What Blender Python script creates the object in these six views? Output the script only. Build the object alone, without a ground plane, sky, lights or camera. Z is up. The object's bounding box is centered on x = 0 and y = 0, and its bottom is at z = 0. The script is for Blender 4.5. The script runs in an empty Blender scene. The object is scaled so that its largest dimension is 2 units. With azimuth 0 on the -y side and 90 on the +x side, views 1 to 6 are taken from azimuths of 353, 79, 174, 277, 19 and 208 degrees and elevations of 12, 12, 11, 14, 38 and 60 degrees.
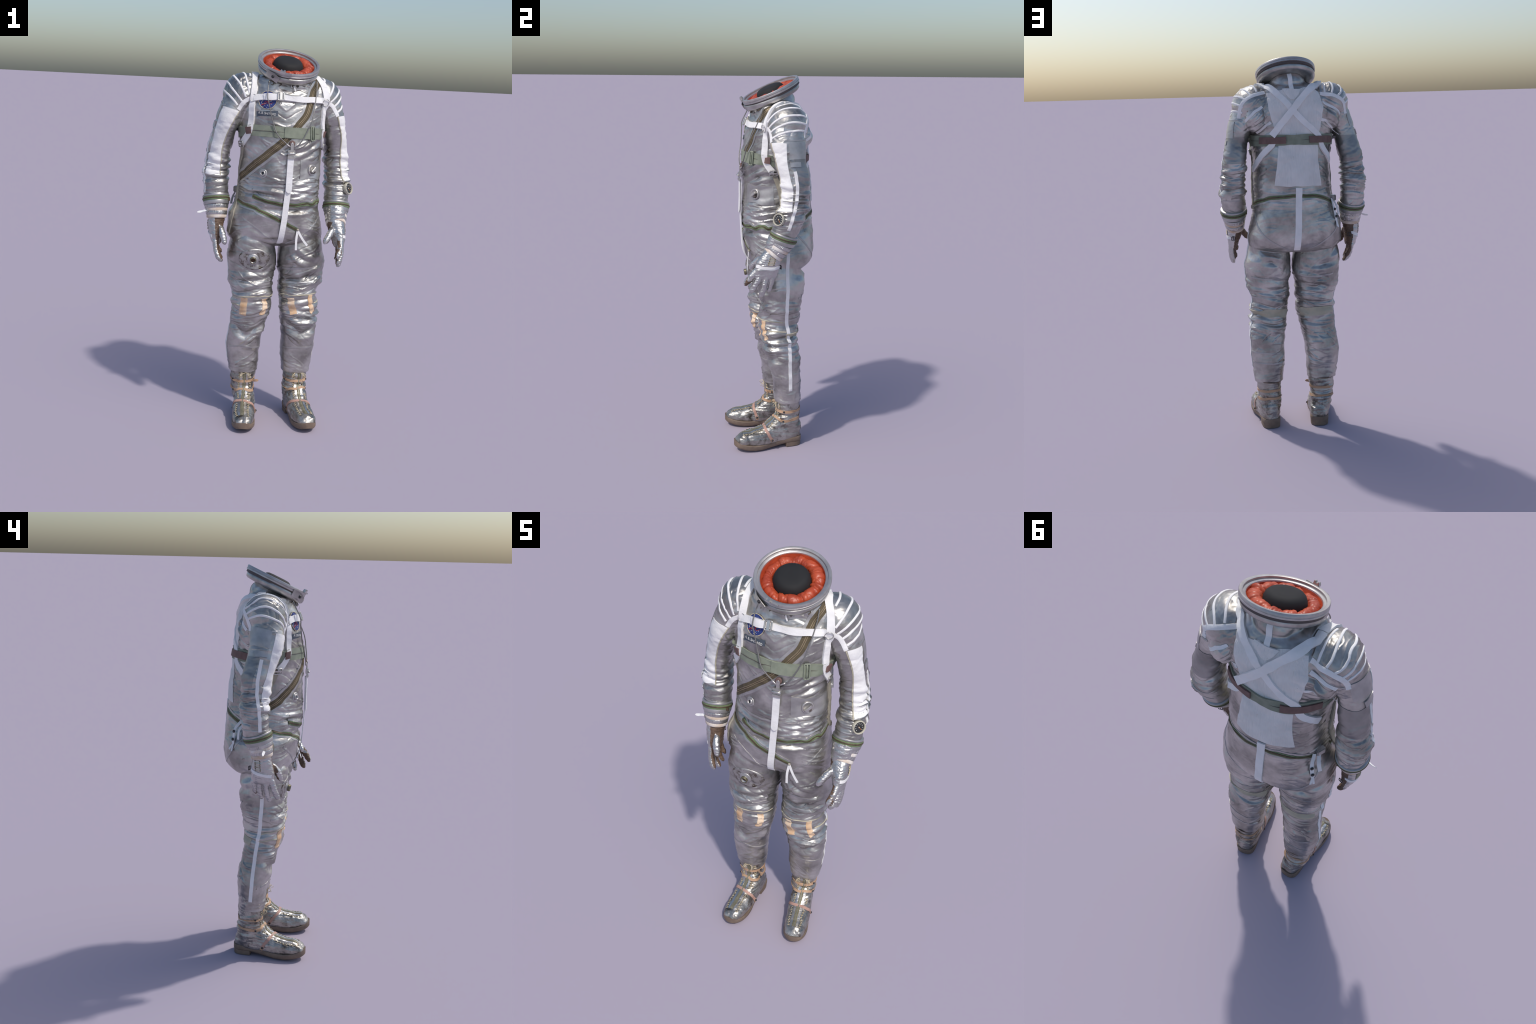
import bpy, bmesh, math
import numpy as np
from mathutils import Vector
from mathutils.bvhtree import BVHTree

RNG = np.random.default_rng(7)
V = lambda *a: np.array(a, float)
def unit(v):
    v = np.asarray(v, float)
    return v / np.maximum(np.linalg.norm(v, axis=-1, keepdims=True), 1e-9)

# ------------------------------------------------------------------ noise
class Perlin:
    """Vectorised gradient noise, roughly in -1..1."""
    def __init__(self, seed):
        r = np.random.default_rng(seed)
        self.perm = np.concatenate([r.permutation(256)] * 3)
        self.grad = unit(r.normal(size=(256, 3)))
    def __call__(self, P):
        P = np.asarray(P, float)
        i = np.floor(P).astype(int); f = P - i
        u = f * f * f * (f * (f * 6 - 15) + 10)
        i &= 255
        out = 0
        for dx in (0, 1):
            for dy in (0, 1):
                for dz in (0, 1):
                    h = self.perm[self.perm[self.perm[(i[:, 0] + dx) & 255] + ((i[:, 1] + dy) & 255)] + ((i[:, 2] + dz) & 255)]
                    g = self.grad[h]
                    d = g[:, 0] * (f[:, 0] - dx) + g[:, 1] * (f[:, 1] - dy) + g[:, 2] * (f[:, 2] - dz)
                    w = (u[:, 0] if dx else 1 - u[:, 0]) * (u[:, 1] if dy else 1 - u[:, 1]) * (u[:, 2] if dz else 1 - u[:, 2])
                    out = out + w * d
        return out * 1.6

def rotated(P, tilt=0.0, spin=0.0):
    """Tilt the fold direction about y (and spin about z)."""
    a, b = math.radians(tilt), math.radians(spin)
    x, y, z = P.T
    x, y = x * math.cos(b) - y * math.sin(b), x * math.sin(b) + y * math.cos(b)
    return np.stack([x * math.cos(a) - z * math.sin(a), y, x * math.sin(a) + z * math.cos(a)], 1)

def folds(P, scale, seed, tilt=0.0, spin=0.0, warp=0.25):
    """Puffy folds with sharp valleys: |noise| stretched along one axis, warped; mean about zero."""
    n = Perlin(seed)
    w = Perlin(seed + 91)
    Q = rotated(P, tilt, spin) * V(*scale)
    Q = Q + warp * np.stack([w(P * 5.0), w(P * 5.0 + 31.7), w(P * 5.0 + 77.1) * 2.0], 1)
    a = np.abs(n(Q)) + 0.45 * np.abs(n(Q * 2.1 + 13.3))
    return a - 0.36

def bump01(x, a, b, soft):
    return 1 / (1 + np.exp(-(x - a) / soft)) * 1 / (1 + np.exp((x - b) / soft))

# ------------------------------------------------------------------ splines, meshes
def spline(pts, n):
    """Catmull-Rom through rows of numbers, sampled evenly along the length of the first three columns."""
    p = np.asarray(pts, float)
    if len(p) == 2:
        t = np.linspace(0, 1, n)[:, None]
        return p[0] * (1 - t) + p[1] * t
    k = np.vstack([2 * p[0] - p[1], p, 2 * p[-1] - p[-2]])
    out = []
    for i in range(1, len(k) - 2):
        t = np.linspace(0, 1, 24, endpoint=False)[:, None]
        a, b, c, d = k[i - 1], k[i], k[i + 1], k[i + 2]
        out.append(0.5 * (2 * b + (c - a) * t + (2 * a - 5 * b + 4 * c - d) * t ** 2 + (3 * b - a - 3 * c + d) * t ** 3))
    out = np.vstack(out + [p[-1:]])
    s = np.concatenate([[0], np.cumsum(np.linalg.norm(np.diff(out[:, :3], axis=0), axis=1))])
    q = np.linspace(0, s[-1], n)
    return np.stack([np.interp(q, s, out[:, j]) for j in range(out.shape[1])], 1)

def mesh_object(name, verts, faces, mat=None, smooth=True, parent=None):
    me = bpy.data.meshes.new(name)
    me.from_pydata([tuple(map(float, v)) for v in verts], [], [tuple(map(int, f)) for f in faces])
    me.update()
    if smooth:
        me.polygons.foreach_set("use_smooth", [True] * len(me.polygons))
    ob = bpy.data.objects.new(name, me)
    bpy.context.scene.collection.objects.link(ob)
    if mat:
        me.materials.append(mat)
    if parent:
        ob.parent = parent
    return ob

def sharpen(ob, angle=40):
    ob.data.set_sharp_from_angle(angle=math.radians(angle))
    return ob

def grid_faces(rows, cols, closed=False, flip=False):
    f = []
    cc = cols if closed else cols - 1
    for i in range(rows - 1):
        for j in range(cc):
            a, b = i * cols + j, i * cols + (j + 1) % cols
            q = (a, b, b + cols, a + cols)
            f.append(q[::-1] if flip else q)
    return f

def ellipse_ring(c, X, Y, rx, rf, rb, n, power=2.2):
    """Closed cross-section: half-width rx along X, front depth rf against Y, back depth rb along Y."""
    t = np.linspace(0, 2 * math.pi, n, endpoint=False)
    ct, st = np.cos(t), np.sin(t)
    e = 2 / power
    x = np.sign(ct) * np.abs(ct) ** e * rx
    y = np.sign(st) * np.abs(st) ** e
    y = np.where(y < 0, y * rf, y * rb)
    return c + np.outer(x, X) + np.outer(y, Y)

def tube(name, rings, mat=None, parent=None, caps=True):
    n = len(rings[0])
    verts = np.vstack(rings)
    faces = grid_faces(len(rings), n, closed=True)
    if caps:
        faces.append(tuple(range(n))[::-1])
        faces.append(tuple(range((len(rings) - 1) * n, len(rings) * n)))
    return mesh_object(name, verts, faces, mat, parent=parent)

def limb(name, table, n=40, steps=60, power=2.2, **kw):
    """Tube along a path: rows are x, y, z, half-width sideways, half-depth front to back; caps rounded."""
    t = spline(table, steps)
    c = t[:, :3]
    T = unit(np.gradient(c, axis=0))
    X = unit(V(1, 0, 0) - T * T[:, :1])
    Y = np.cross(T, X)
    Y *= np.sign(Y[:, 1:2] + 1e-9)
    return tube(name, [ellipse_ring(c[i], X[i], Y[i], t[i, 3], t[i, 4], t[i, 4], n, power) for i in range(steps)], **kw)

def round_wire(name, pts, r, mat, parent=None, n=8, steps=None, closed=False):
    p = spline(pts, steps or max(12, 8 * len(pts))) if not closed else np.asarray(pts, float)
    rr = p[:, 3] if p.shape[1] > 3 else np.full(len(p), r)
    p = p[:, :3]
    T = unit(np.roll(p, -1, 0) - np.roll(p, 1, 0)) if closed else unit(np.gradient(p, axis=0))
    ref = V(0.31, 0.87, 0.38)
    X = unit(np.cross(T, ref)); Y = np.cross(T, X)
    a = np.linspace(0, 2 * math.pi, n, endpoint=False)
    v = p[:, None] + rr[:, None, None] * (np.cos(a)[None, :, None] * X[:, None] + np.sin(a)[None, :, None] * Y[:, None])
    f = grid_faces(len(p), n, closed=True)
    if closed:
        f += [((len(p) - 1) * n + j, (len(p) - 1) * n + (j + 1) % n, (j + 1) % n, j) for j in range(n)]
    else:
        f += [tuple(range(n))[::-1], tuple(range((len(p) - 1) * n, len(p) * n))]
    return mesh_object(name, v.reshape(-1, 3), f, mat, parent=parent)

def lathe(name, profile, centre, axis, mat, n=48, parent=None, start=0.0, sweep=2 * math.pi):
    """Turn (radius, height) pairs about an axis."""
    axis = unit(axis)
    X = unit(np.cross(axis, V(0.2, 0.9, 0.3) if abs(axis[1]) < 0.9 else V(1, 0, 0))); Y = np.cross(axis, X)
    full = sweep > 6.28
    a = start + np.linspace(0, sweep, n, endpoint=not full)
    v = [centre + r * (math.cos(t) * X + math.sin(t) * Y) + h * axis for r, h in profile for t in a]
    return mesh_object(name, v, grid_faces(len(profile), n, closed=full, flip=True), mat, parent=parent)

def join(objs, name=None):
    """Merge mesh objects into the first one, materials kept."""
    base = objs[0]
    mats, V_, F_, M_, S_ = [], [], [], [], []
    off = 0
    for o in objs:
        me = o.data
        idx = {}
        for k, m in enumerate(me.materials):
            if m not in mats:
                mats.append(m)
            idx[k] = mats.index(m)
        V_ += [v.co[:] for v in me.vertices]
        for p in me.polygons:
            F_.append([i + off for i in p.vertices]); M_.append(idx.get(p.material_index, 0)); S_.append(p.use_smooth)
        off += len(me.vertices)
    new = bpy.data.meshes.new(name or base.name)
    new.from_pydata(V_, [], F_)
    for m in mats:
        new.materials.append(m)
    new.polygons.foreach_set("material_index", M_)
    new.polygons.foreach_set("use_smooth", S_)
    new.update()
    base.data = new
    for o in objs[1:]:
        bpy.data.objects.remove(o)
    if name:
        base.name = name
    return base

def arrays(me):
    co = np.empty(len(me.vertices) * 3); me.vertices.foreach_get("co", co)
    no = np.empty(len(me.vertices) * 3); me.vertices.foreach_get("normal", no)
    return co.reshape(-1, 3), no.reshape(-1, 3)

def melt(objs, voxel, smooth=4, name="skin"):
    """Union of closed meshes as one smooth surface."""
    ob = join(objs, name)
    m = ob.modifiers.new("r", "REMESH"); m.mode = "VOXEL"; m.voxel_size = voxel
    s = ob.modifiers.new("s", "SMOOTH"); s.factor = 0.5; s.iterations = smooth
    dg = bpy.context.evaluated_depsgraph_get()
    me = bpy.data.meshes.new_from_object(ob.evaluated_get(dg))
    bpy.data.objects.remove(ob)
    return me

def split_by_label(me, labels, names, mats, parent, co=None):
    """Separate faces by integer label into objects that share border positions and vertex normals."""
    co, no = arrays(me)
    nl = len(names)
    polys = [p.vertices[:] for p in me.polygons]
    out = []
    for k in range(nl):
        fs = [polys[i] for i in np.nonzero(labels == k)[0]]
        used = np.unique(np.concatenate([np.array(f) for f in fs]))
        remap = np.full(len(co), -1); remap[used] = np.arange(len(used))
        ob = mesh_object(names[k], co[used], [remap[list(f)] for f in fs], mats[k], parent=parent)
        ob.data.normals_split_custom_set_from_vertices(no[used].tolist())
        out.append(ob)
    return out

def blur(a, axis, closed=False):
    if closed:
        return (np.roll(a, 1, axis) + 2 * a + np.roll(a, -1, axis)) / 4
    b = np.concatenate([np.take(a, [0], axis), a, np.take(a, [-1], axis)], axis)
    n = a.shape[axis]
    return (np.take(b, range(0, n), axis) + 2 * np.take(b, range(1, n + 1), axis) + np.take(b, range(2, n + 2), axis)) / 4

def face_centres(me):
    c = np.empty(len(me.polygons) * 3); me.polygons.foreach_get("center", c)
    return c.reshape(-1, 3)

# ------------------------------------------------------------------ materials
def material(name, a, b=None, metallic=0.0, rough=0.6, scale=12.0, grain=None, grain_scale=400.0, crumple=0.0,
             crumple_scale=(40, 40, 40), stain=None, stain_scale=9.0, stain_at=0.62, stain_soft=0.1, sheen=0.0, rough_var=0.0, ridged=False, stain_stretch=None):
    """Principled surface: colour drifts between a and b, optional blotchy stain, woven grain and crumple bump."""
    m = bpy.data.materials.new(name); m.use_nodes = True
    nt = m.node_tree; N = nt.nodes; L = nt.links
    bs = N["Principled BSDF"]
    co = N.new("ShaderNodeTexCoord")
    def noise(sc, detail=4.0, vec=None, rough_=0.55):
        n = N.new("ShaderNodeTexNoise"); n.inputs["Scale"].default_value = sc; n.inputs["Detail"].default_value = detail
        n.inputs["Roughness"].default_value = rough_
        L.new(vec or co.outputs["Object"], n.inputs["Vector"]); return n.outputs["Fac"]
    def ramp(src, p0, c0, p1, c1):
        r = N.new("ShaderNodeValToRGB"); e = r.color_ramp.elements
        e[0].position, e[0].color = p0, (*c0, 1); e[1].position, e[1].color = p1, (*c1, 1)
        L.new(src, r.inputs[0]); return r.outputs[0]
    col = ramp(noise(scale), 0.35, a, 0.65, b or a)
    if stain:
        sv = None
        if stain_stretch:
            sm = N.new("ShaderNodeMapping"); sm.inputs["Scale"].default_value = stain_stretch
            L.new(co.outputs["Object"], sm.inputs["Vector"]); sv = sm.outputs[0]
        f = ramp(noise(stain_scale, 6.0, sv, rough_=0.65), stain_at, (0, 0, 0), stain_at + stain_soft, (1, 1, 1))
        mx = N.new("ShaderNodeMix"); mx.data_type = "RGBA"
        L.new(f, mx.inputs[0]); L.new(col, mx.inputs[6]); mx.inputs[7].default_value = (*stain, 1)
        col = mx.outputs[2]
    L.new(col, bs.inputs["Base Color"])
    bs.inputs["Metallic"].default_value = metallic
    bs.inputs["Roughness"].default_value = rough
    if rough_var:
        mr = N.new("ShaderNodeMapRange"); mr.inputs[1].default_value = 0.3; mr.inputs[2].default_value = 0.7
        mr.inputs[3].default_value = rough - rough_var; mr.inputs[4].default_value = rough + rough_var
        L.new(noise(14.0, 5.0), mr.inputs[0]); L.new(mr.outputs[0], bs.inputs["Roughness"])
    if sheen:
        bs.inputs["Sheen Weight"].default_value = sheen
    last = None
    def bump(h, strength, dist):
        nonlocal last
        bn = N.new("ShaderNodeBump"); bn.inputs["Strength"].default_value = strength; bn.inputs["Distance"].default_value = dist
        L.new(h, bn.inputs["Height"])
        if last: L.new(last, bn.inputs["Normal"])
        last = bn.outputs[0]
    if crumple:
        mp = N.new("ShaderNodeMapping"); mp.inputs["Scale"].default_value = crumple_scale
        L.new(co.outputs["Object"], mp.inputs["Vector"])
        h = noise(1.0, 2.0, mp.outputs[0])
        if ridged:   # creases: distance from the noise's middle value
            sub = N.new("ShaderNodeMath"); sub.operation = "SUBTRACT"; sub.inputs[1].default_value = 0.5
            ab = N.new("ShaderNodeMath"); ab.operation = "ABSOLUTE"
            L.new(h, sub.inputs[0]); L.new(sub.outputs[0], ab.inputs[0]); h = ab.outputs[0]
        bump(h, crumple, 0.02 if ridged else 0.01)
    if grain:
        bump(noise(grain_scale, 2.0), grain, 0.002)
    if last: L.new(last, bs.inputs["Normal"])
    return m

SILVER = material("silver_fabric", (0.29, 0.28, 0.265), (0.57, 0.555, 0.53), metallic=0.88, rough=0.36, scale=9, crumple=0.22, ridged=True,  # colour drift widened to paint in the scan's baked light and dark tones
                  crumple_scale=(12, 12, 26), grain=0.1, grain_scale=700, rough_var=0.07, stain=(0.15, 0.12, 0.095), stain_scale=17, stain_at=0.68, stain_soft=0.06)
WHITE = material("white_cloth", (0.77, 0.76, 0.75), (0.83, 0.82, 0.82), rough=0.75, scale=20, grain=0.25, grain_scale=500, crumple=0.12, crumple_scale=(30, 30, 50), ridged=True,
                 stain=(0.60, 0.50, 0.34), stain_scale=26, stain_at=0.68, stain_soft=0.2)
RED = material("red_liner", (0.33, 0.044, 0.018), (0.48, 0.075, 0.025), rough=0.42, scale=16, crumple=0.12, crumple_scale=(16, 16, 16), ridged=True)
BLACK = material("black_cloth", (0.009, 0.009, 0.010), (0.012, 0.012, 0.013), rough=0.8)
METAL = material("grey_metal", (0.42, 0.40, 0.39), (0.52, 0.50, 0.49), metallic=0.75, rough=0.4, scale=30, grain=0.1)
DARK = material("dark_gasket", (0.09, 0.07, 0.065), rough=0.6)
OLIVE = material("olive_zipper_tape", (0.085, 0.066, 0.038), (0.12, 0.094, 0.054), rough=0.8, scale=60, grain=0.3)
PALM = material("brown_leather", (0.10, 0.062, 0.04), (0.15, 0.095, 0.062), rough=0.6, scale=30, crumple=0.4, crumple_scale=(60, 60, 60))
SOLE = material("brown_rubber", (0.16, 0.115, 0.085), (0.21, 0.155, 0.115), rough=0.65, scale=25, grain=0.2)
BOOT = material("silver_leather", (0.27, 0.255, 0.23), (0.50, 0.485, 0.455), metallic=0.85, rough=0.36, scale=14, crumple=0.35, crumple_scale=(26, 26, 44), ridged=True,
                stain=(0.085, 0.066, 0.048), stain_scale=18, stain_at=0.53, stain_soft=0.16, rough_var=0.1)
GLOVE = material("silver_glove", (0.46, 0.455, 0.445), (0.58, 0.57, 0.56), metallic=0.9, rough=0.33, scale=16, crumple=0.25, crumple_scale=(40, 40, 70), ridged=True, grain=0.1)

ROOT = bpy.data.objects.new("silver_spacesuit", None)
bpy.context.scene.collection.objects.link(ROOT)
ROOT["label"] = "vintage silver spacesuit standing headless with white straps and boots"
ROOT["category"] = "spacesuit"

# ------------------------------------------------------------------ body: torso, sleeves, trouser legs
RC = V(.033, -.0115, 1.9335)            # centre of the neck ring's top plane
RN = unit(V(.065, -.415, .907))         # its axis, tipped forward
def neck_cone():
    X = unit(np.cross(V(0, 1, 0), RN)); Y = np.cross(RN, X)
    return tube("n", [ellipse_ring(RC + V(0, -.004, 0) - RN * d, X, Y, r, r, r, 48, 2.0) for d, r in ((.15, .085), (.11, .100), (.08, .099), (.062, .095))])
# torso rows: z, centre x, half-width, front y, back y
TORSO = [(0.984, .016, .180, -.056, .125), (0.997, .014, .224, -.080, .174), (1.02, .010, .247, -.112, .205), (1.05, .007, .254, -.130, .222), (1.10, .004, .250, -.140, .228), (1.15, .000, .241, -.146, .228),
         (1.19, .007, .223, -.145, .226), (1.25, .013, .213, -.154, .222), (1.31, .015, .210, -.156, .216), (1.38, .015, .209, -.151, .212),
         (1.45, .015, .206, -.152, .209), (1.52, .014, .210, -.154, .199), (1.58, .012, .216, -.150, .188), (1.65, .012, .220, -.142, .182),
         (1.70, .012, .217, -.134, .178), (1.75, .014, .204, -.120, .170), (1.79, .016, .185, -.106, .158), (1.83, .020, .160, -.099, .142),
         (1.853, .024, .138, -.092, .125), (1.868, .026, .105, -.055, .10)]
def torso_rings(n=72, steps=110):
    t = spline([(0, 0, r[0], *r[1:]) for r in TORSO], steps)
    out = []
    for _, _, z, cx, hw, yf, yb in t:
        cy = 0.35 * yf + 0.65 * yb - 0.08
        r = ellipse_ring(V(cx, cy, z), V(1, 0, 0), V(0, 1, 0), hw, cy - yf, yb - cy, n, 2.3 + .7 * np.clip((z - 1.66) / .08, 0, 1) + .35 * math.exp(-((z - 1.12) / .10) ** 2))
        q = ellipse_ring(V(cx, cy, z), V(1, 0, 0), V(0, 1, 0), hw, cy - yf, yb - cy, n, 2.05 + .25 * math.exp(-((z - 1.26) / .09) ** 2))
        p_ = ellipse_ring(V(cx, cy, z), V(1, 0, 0), V(0, 1, 0), hw, cy - yf, yb - cy, n, 1.85 - .12 * math.exp(-((z - 1.54) / .13) ** 2))
        q = np.where(r[:, :1] < cx, p_, q)          # the right front is flatter than the left
        out.append(np.where(r[:, 1:2] < cy, q, r))
    return out
# limb rows: x, y, z, half-width, half-depth
ARM_R = [(-0.060, 0.030, 1.765, 0.085, 0.085), (-0.130, 0.024, 1.768, 0.093, 0.094), (-0.190, 0.012, 1.745, 0.088, 0.092), (-0.228, 0.006, 1.700, 0.076, 0.084), (-0.260, 0.002, 1.640, 0.061, 0.078), (-0.283, 0.018, 1.565, 0.057, 0.071), (-0.300, 0.037, 1.490, 0.061, 0.069), (-0.309, 0.042, 1.420, 0.064, 0.069), (-0.314, 0.041, 1.360, 0.064, 0.066), (-0.311, 0.039, 1.290, 0.063, 0.063), (-0.309, 0.033, 1.240, 0.062, 0.063), (-0.306, 0.025, 1.205, 0.059, 0.060), (-0.305, 0.018, 1.180, 0.057, 0.057)]
ARM_L = [(0.090, 0.045, 1.765, 0.085, 0.085), (0.160, 0.042, 1.768, 0.093, 0.094), (0.215, 0.036, 1.745, 0.088, 0.093), (0.252, 0.036, 1.700, 0.080, 0.090), (0.282, 0.040, 1.645, 0.063, 0.088), (0.304, 0.048, 1.565, 0.057, 0.076), (0.316, 0.064, 1.490, 0.061, 0.074), (0.322, 0.068, 1.430, 0.064, 0.076), (0.328, 0.060, 1.370, 0.065, 0.074), (0.331, 0.042, 1.310, 0.065, 0.070), (0.329, 0.023, 1.255, 0.064, 0.068), (0.328, 0.008, 1.208, 0.061, 0.063), (0.326, -0.003, 1.175, 0.058, 0.059)]
LEG_R = [(-.105, .04, 1.10, .11, .10), (-.108, .014, 1.02, .116, .112), (-.109, .014, .95, .126, .117), (-.107, .022, .89, .129, .110), (-.108, .018, .82, .127, .108), (-.102, .012, .765, .114, .104),
         (-.099, .010, .70, .105, .101), (-.102, .012, .64, .102, .096), (-.111, .028, .56, .097, .085), (-.121, .042, .50, .093, .083),
         (-.130, .050, .44, .092, .082), (-.131, .056, .40, .092, .079), (-.128, .059, .36, .088, .074), (-.126, .059, .32, .084, .070), (-.124, .060, .285, .082, .070), (-.124, .061, .264, .081, .070)]
LEG_L = [(.13, .05, 1.10, .11, .10), (.145, .024, 1.02, .112, .112), (.152, .024, .95, .121, .124), (.158, .030, .895, .125, .120), (.159, .030, .82, .123, .112), (.150, .030, .765, .109, .105),
         (.152, .024, .705, .104, .107), (.158, .022, .65, .101, .099), (.162, .031, .60, .098, .090), (.167, .044, .54, .097, .087), (.172, .052, .49, .095, .086),
         (.174, .064, .41, .092, .078), (.173, .068, .36, .088, .075), (.172, .070, .31, .083, .072), (.172, .072, .280, .081, .071), (.172, .073, .258, .080, .071)]
def shoulder_cap(c, r):
    t = np.linspace(-1, 1, 24) * math.pi / 2 * .98
    return tube("cap", [ellipse_ring(V(*c) + V(0, 0, r[2] * math.sin(a)), V(1, 0, 0), V(0, 1, 0), r[0] * math.cos(a), r[1] * math.cos(a), r[1] * math.cos(a), 40, 2.0) for a in t])

skin = melt([tube("t", torso_rings()), limb("a", ARM_R), limb("b", ARM_L), limb("c", LEG_R), limb("d", LEG_L), shoulder_cap((-.185, .020, 1.760), (.108, .104, .108)), shoulder_cap((.210, .046, 1.752), (.113, .110, .106)), neck_cone(),
             shoulder_cap((.205, .108, 1.695), (.058, .066, .078)), shoulder_cap((-.185, .080, 1.695), (.056, .052, .075))], 0.0033, smooth=10)
co, no = arrays(skin)

def along(co, table):
    """Distance from a limb path and its height-ordered parameter."""
    p = spline(table, 200)[:, :3]
    best = np.full(len(co), 9.0); arg = np.zeros(len(co), int)
    for i in range(0, 200, 2):
        d = np.linalg.norm(co - p[i], axis=1)
        k = d < best; best[k] = d[k]; arg[k] = i
    return best, arg / 199

x, y, z = co.T
armw = np.clip(np.where(x < 0, (-.19 - x) / .03, (x - .215) / .03), 0, 1) * (z > 1.15)
legw = 1 / (1 + np.exp((z - .99) / .015))
body = (1 - armw) * (1 - legw)

disp = np.zeros(len(co))
def crease(pts, depth, width, lip=0.8):
    """One sharp pull line: a valley along a path with a soft swollen lip on either side."""
    global disp
    p = spline(pts, 60)
    best = np.full(len(co), 9.0); end = np.ones(len(co))
    near = np.nonzero(np.all((co > p.min(0) - .08) & (co < p.max(0) + .08), axis=1))[0]
    d = np.linalg.norm(co[near, None] - p[None], axis=2)
    k = d.argmin(1); d = d.min(1) / width
    taper = np.sin(np.clip((k + 2) / 63, 0, 1) * math.pi) ** .6
    disp[near] += depth * taper * (-np.exp(-d * 2.2) * 1.25 + lip * .55 * np.exp(-((d - 1.25) / .55) ** 2))
front = 1 / (1 + np.exp((y - .03) / .02))
def layer(mask, amp, scale, seed, tilt=0.0, warp=0.25):
    """Soft folds where the mask is on."""
    k = np.nonzero(mask > .01)[0]
    disp[k] += mask[k] * amp * folds(co[k], scale, seed, tilt=tilt, warp=warp)
def pulls(mask, amp, scale, seed, tilt=0.0, sharp=.07, bend=.35):
    """Tension lines: long narrow ridges and creases, as in taut coated cloth; left and right lean opposite ways."""
    k = np.nonzero(mask > .01)[0]
    P = co[k].copy()
    P[:, 0] = np.abs(P[:, 0] - .012) if tilt else P[:, 0]
    w = Perlin(seed + 7)
    Q = rotated(P, tilt) * V(*scale)
    Q[:, 2] += bend * w(P * 7.0) + bend * .5 * w(P * 15.0 + 3)
    n = Perlin(seed)(Q)
    m = Perlin(seed + 3)(Q * .8 + 21.3)
    gate = np.clip(.5 + 1.6 * w(P * 9.0 + 50), 0, 1)
    disp[k] += mask[k] * amp * gate * (np.exp(-np.abs(n) / sharp) - .9 * np.exp(-np.abs(m) / (sharp * .8)))
# waist and belly: horizontal pulls; chest: slack diagonals; seat: smooth
layer(body * bump01(z, 1.15, 1.33, .02) * (.5 + .5 * front), .014, (2.4, 2.4, 19), 3, tilt=9)
layer(body * bump01(z, 1.32, 1.80, .03), .010, (4, 3, 8), 4, tilt=-30)
layer(body * bump01(z, 1.00, 1.16, .03), .010, (3, 3, 9), 5, tilt=24)
layer(body * bump01(z, 1.73, 1.90, .02), .010, (9, 9, 16), 6)
# sleeves: stacked rings at the elbow, calmer above and below
elbow = bump01(z, 1.28, 1.47, .015)
layer(armw * elbow, .027, (3.2, 3.2, 24), 7, tilt=5)
layer(armw * bump01(z, 1.46, 1.70, .03), .006, (7, 7, 9), 8, tilt=30)
layer(armw * bump01(z, 1.20, 1.29, .02), .007, (6, 6, 18), 9, tilt=-20)
# trouser legs
layer(legw * bump01(z, .86, 1.02, .03), .014, (3, 3, 9), 10, tilt=28)
layer(legw * bump01(z, .73, .87, .02), .019, (2.2, 2.2, 17), 16, tilt=-10)
layer(legw * bump01(z, .52, .74, .02), .023, (2.6, 2.6, 20), 11, tilt=-7)
layer(legw * bump01(z, .30, .53, .03), .010, (3.5, 3.5, 8), 12, tilt=25)
layer(legw * bump01(z, .26, .34, .015), .008, (5, 5, 24), 13, tilt=8)
blade = np.exp(-((np.abs(x - .01) - .19) / .055) ** 2) * bump01(z, 1.60, 1.79, .015) * (y > .03)
layer(blade * (x > 0), .024, (4, 4, 27), 31, tilt=38); layer(blade * (x <= 0), .024, (4, 4, 27), 32, tilt=-32)
cap_ = bump01(z, 1.70, 1.88, .015) * np.clip((np.abs(x - .012) - .14) / .04, 0, 1)
pulls(cap_, .0035, (34, 12, 12), 33, sharp=.12)
mid = .55 + .45 * front
pulls(body * mid * bump01(z, 1.30, 1.76, .02), .0052, (4, 4, 22), 41, tilt=-28)
pulls(body * bump01(z, 1.30, 1.74, .02) * (1 - front), .004, (5, 5, 22), 49, tilt=20)
pulls(body * mid * bump01(z, 1.00, 1.34, .02), .0042, (5, 5, 24), 42, tilt=24)
pulls(body * mid * bump01(z, 1.12, 1.36, .02), .0062, (3, 3, 30), 43, tilt=-8)
pulls(legw * mid * bump01(z, .72, 1.04, .02), .0058, (4, 4, 22), 44, tilt=-30)
pulls(legw * bump01(z, .50, .80, .02), .0062, (3, 3, 30), 45, tilt=7)
pulls(legw * bump01(z, .28, .56, .02), .0052, (5, 5, 22), 46, tilt=32)
pulls(armw * bump01(z, 1.26, 1.50, .02), .0060, (4, 4, 34), 47, tilt=6)
pulls(armw * bump01(z, 1.18, 1.72, .02), .0034, (7, 7, 24), 48, tilt=-30)
layer(np.ones(len(co)), .0014, (18, 18, 30), 14)
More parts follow.
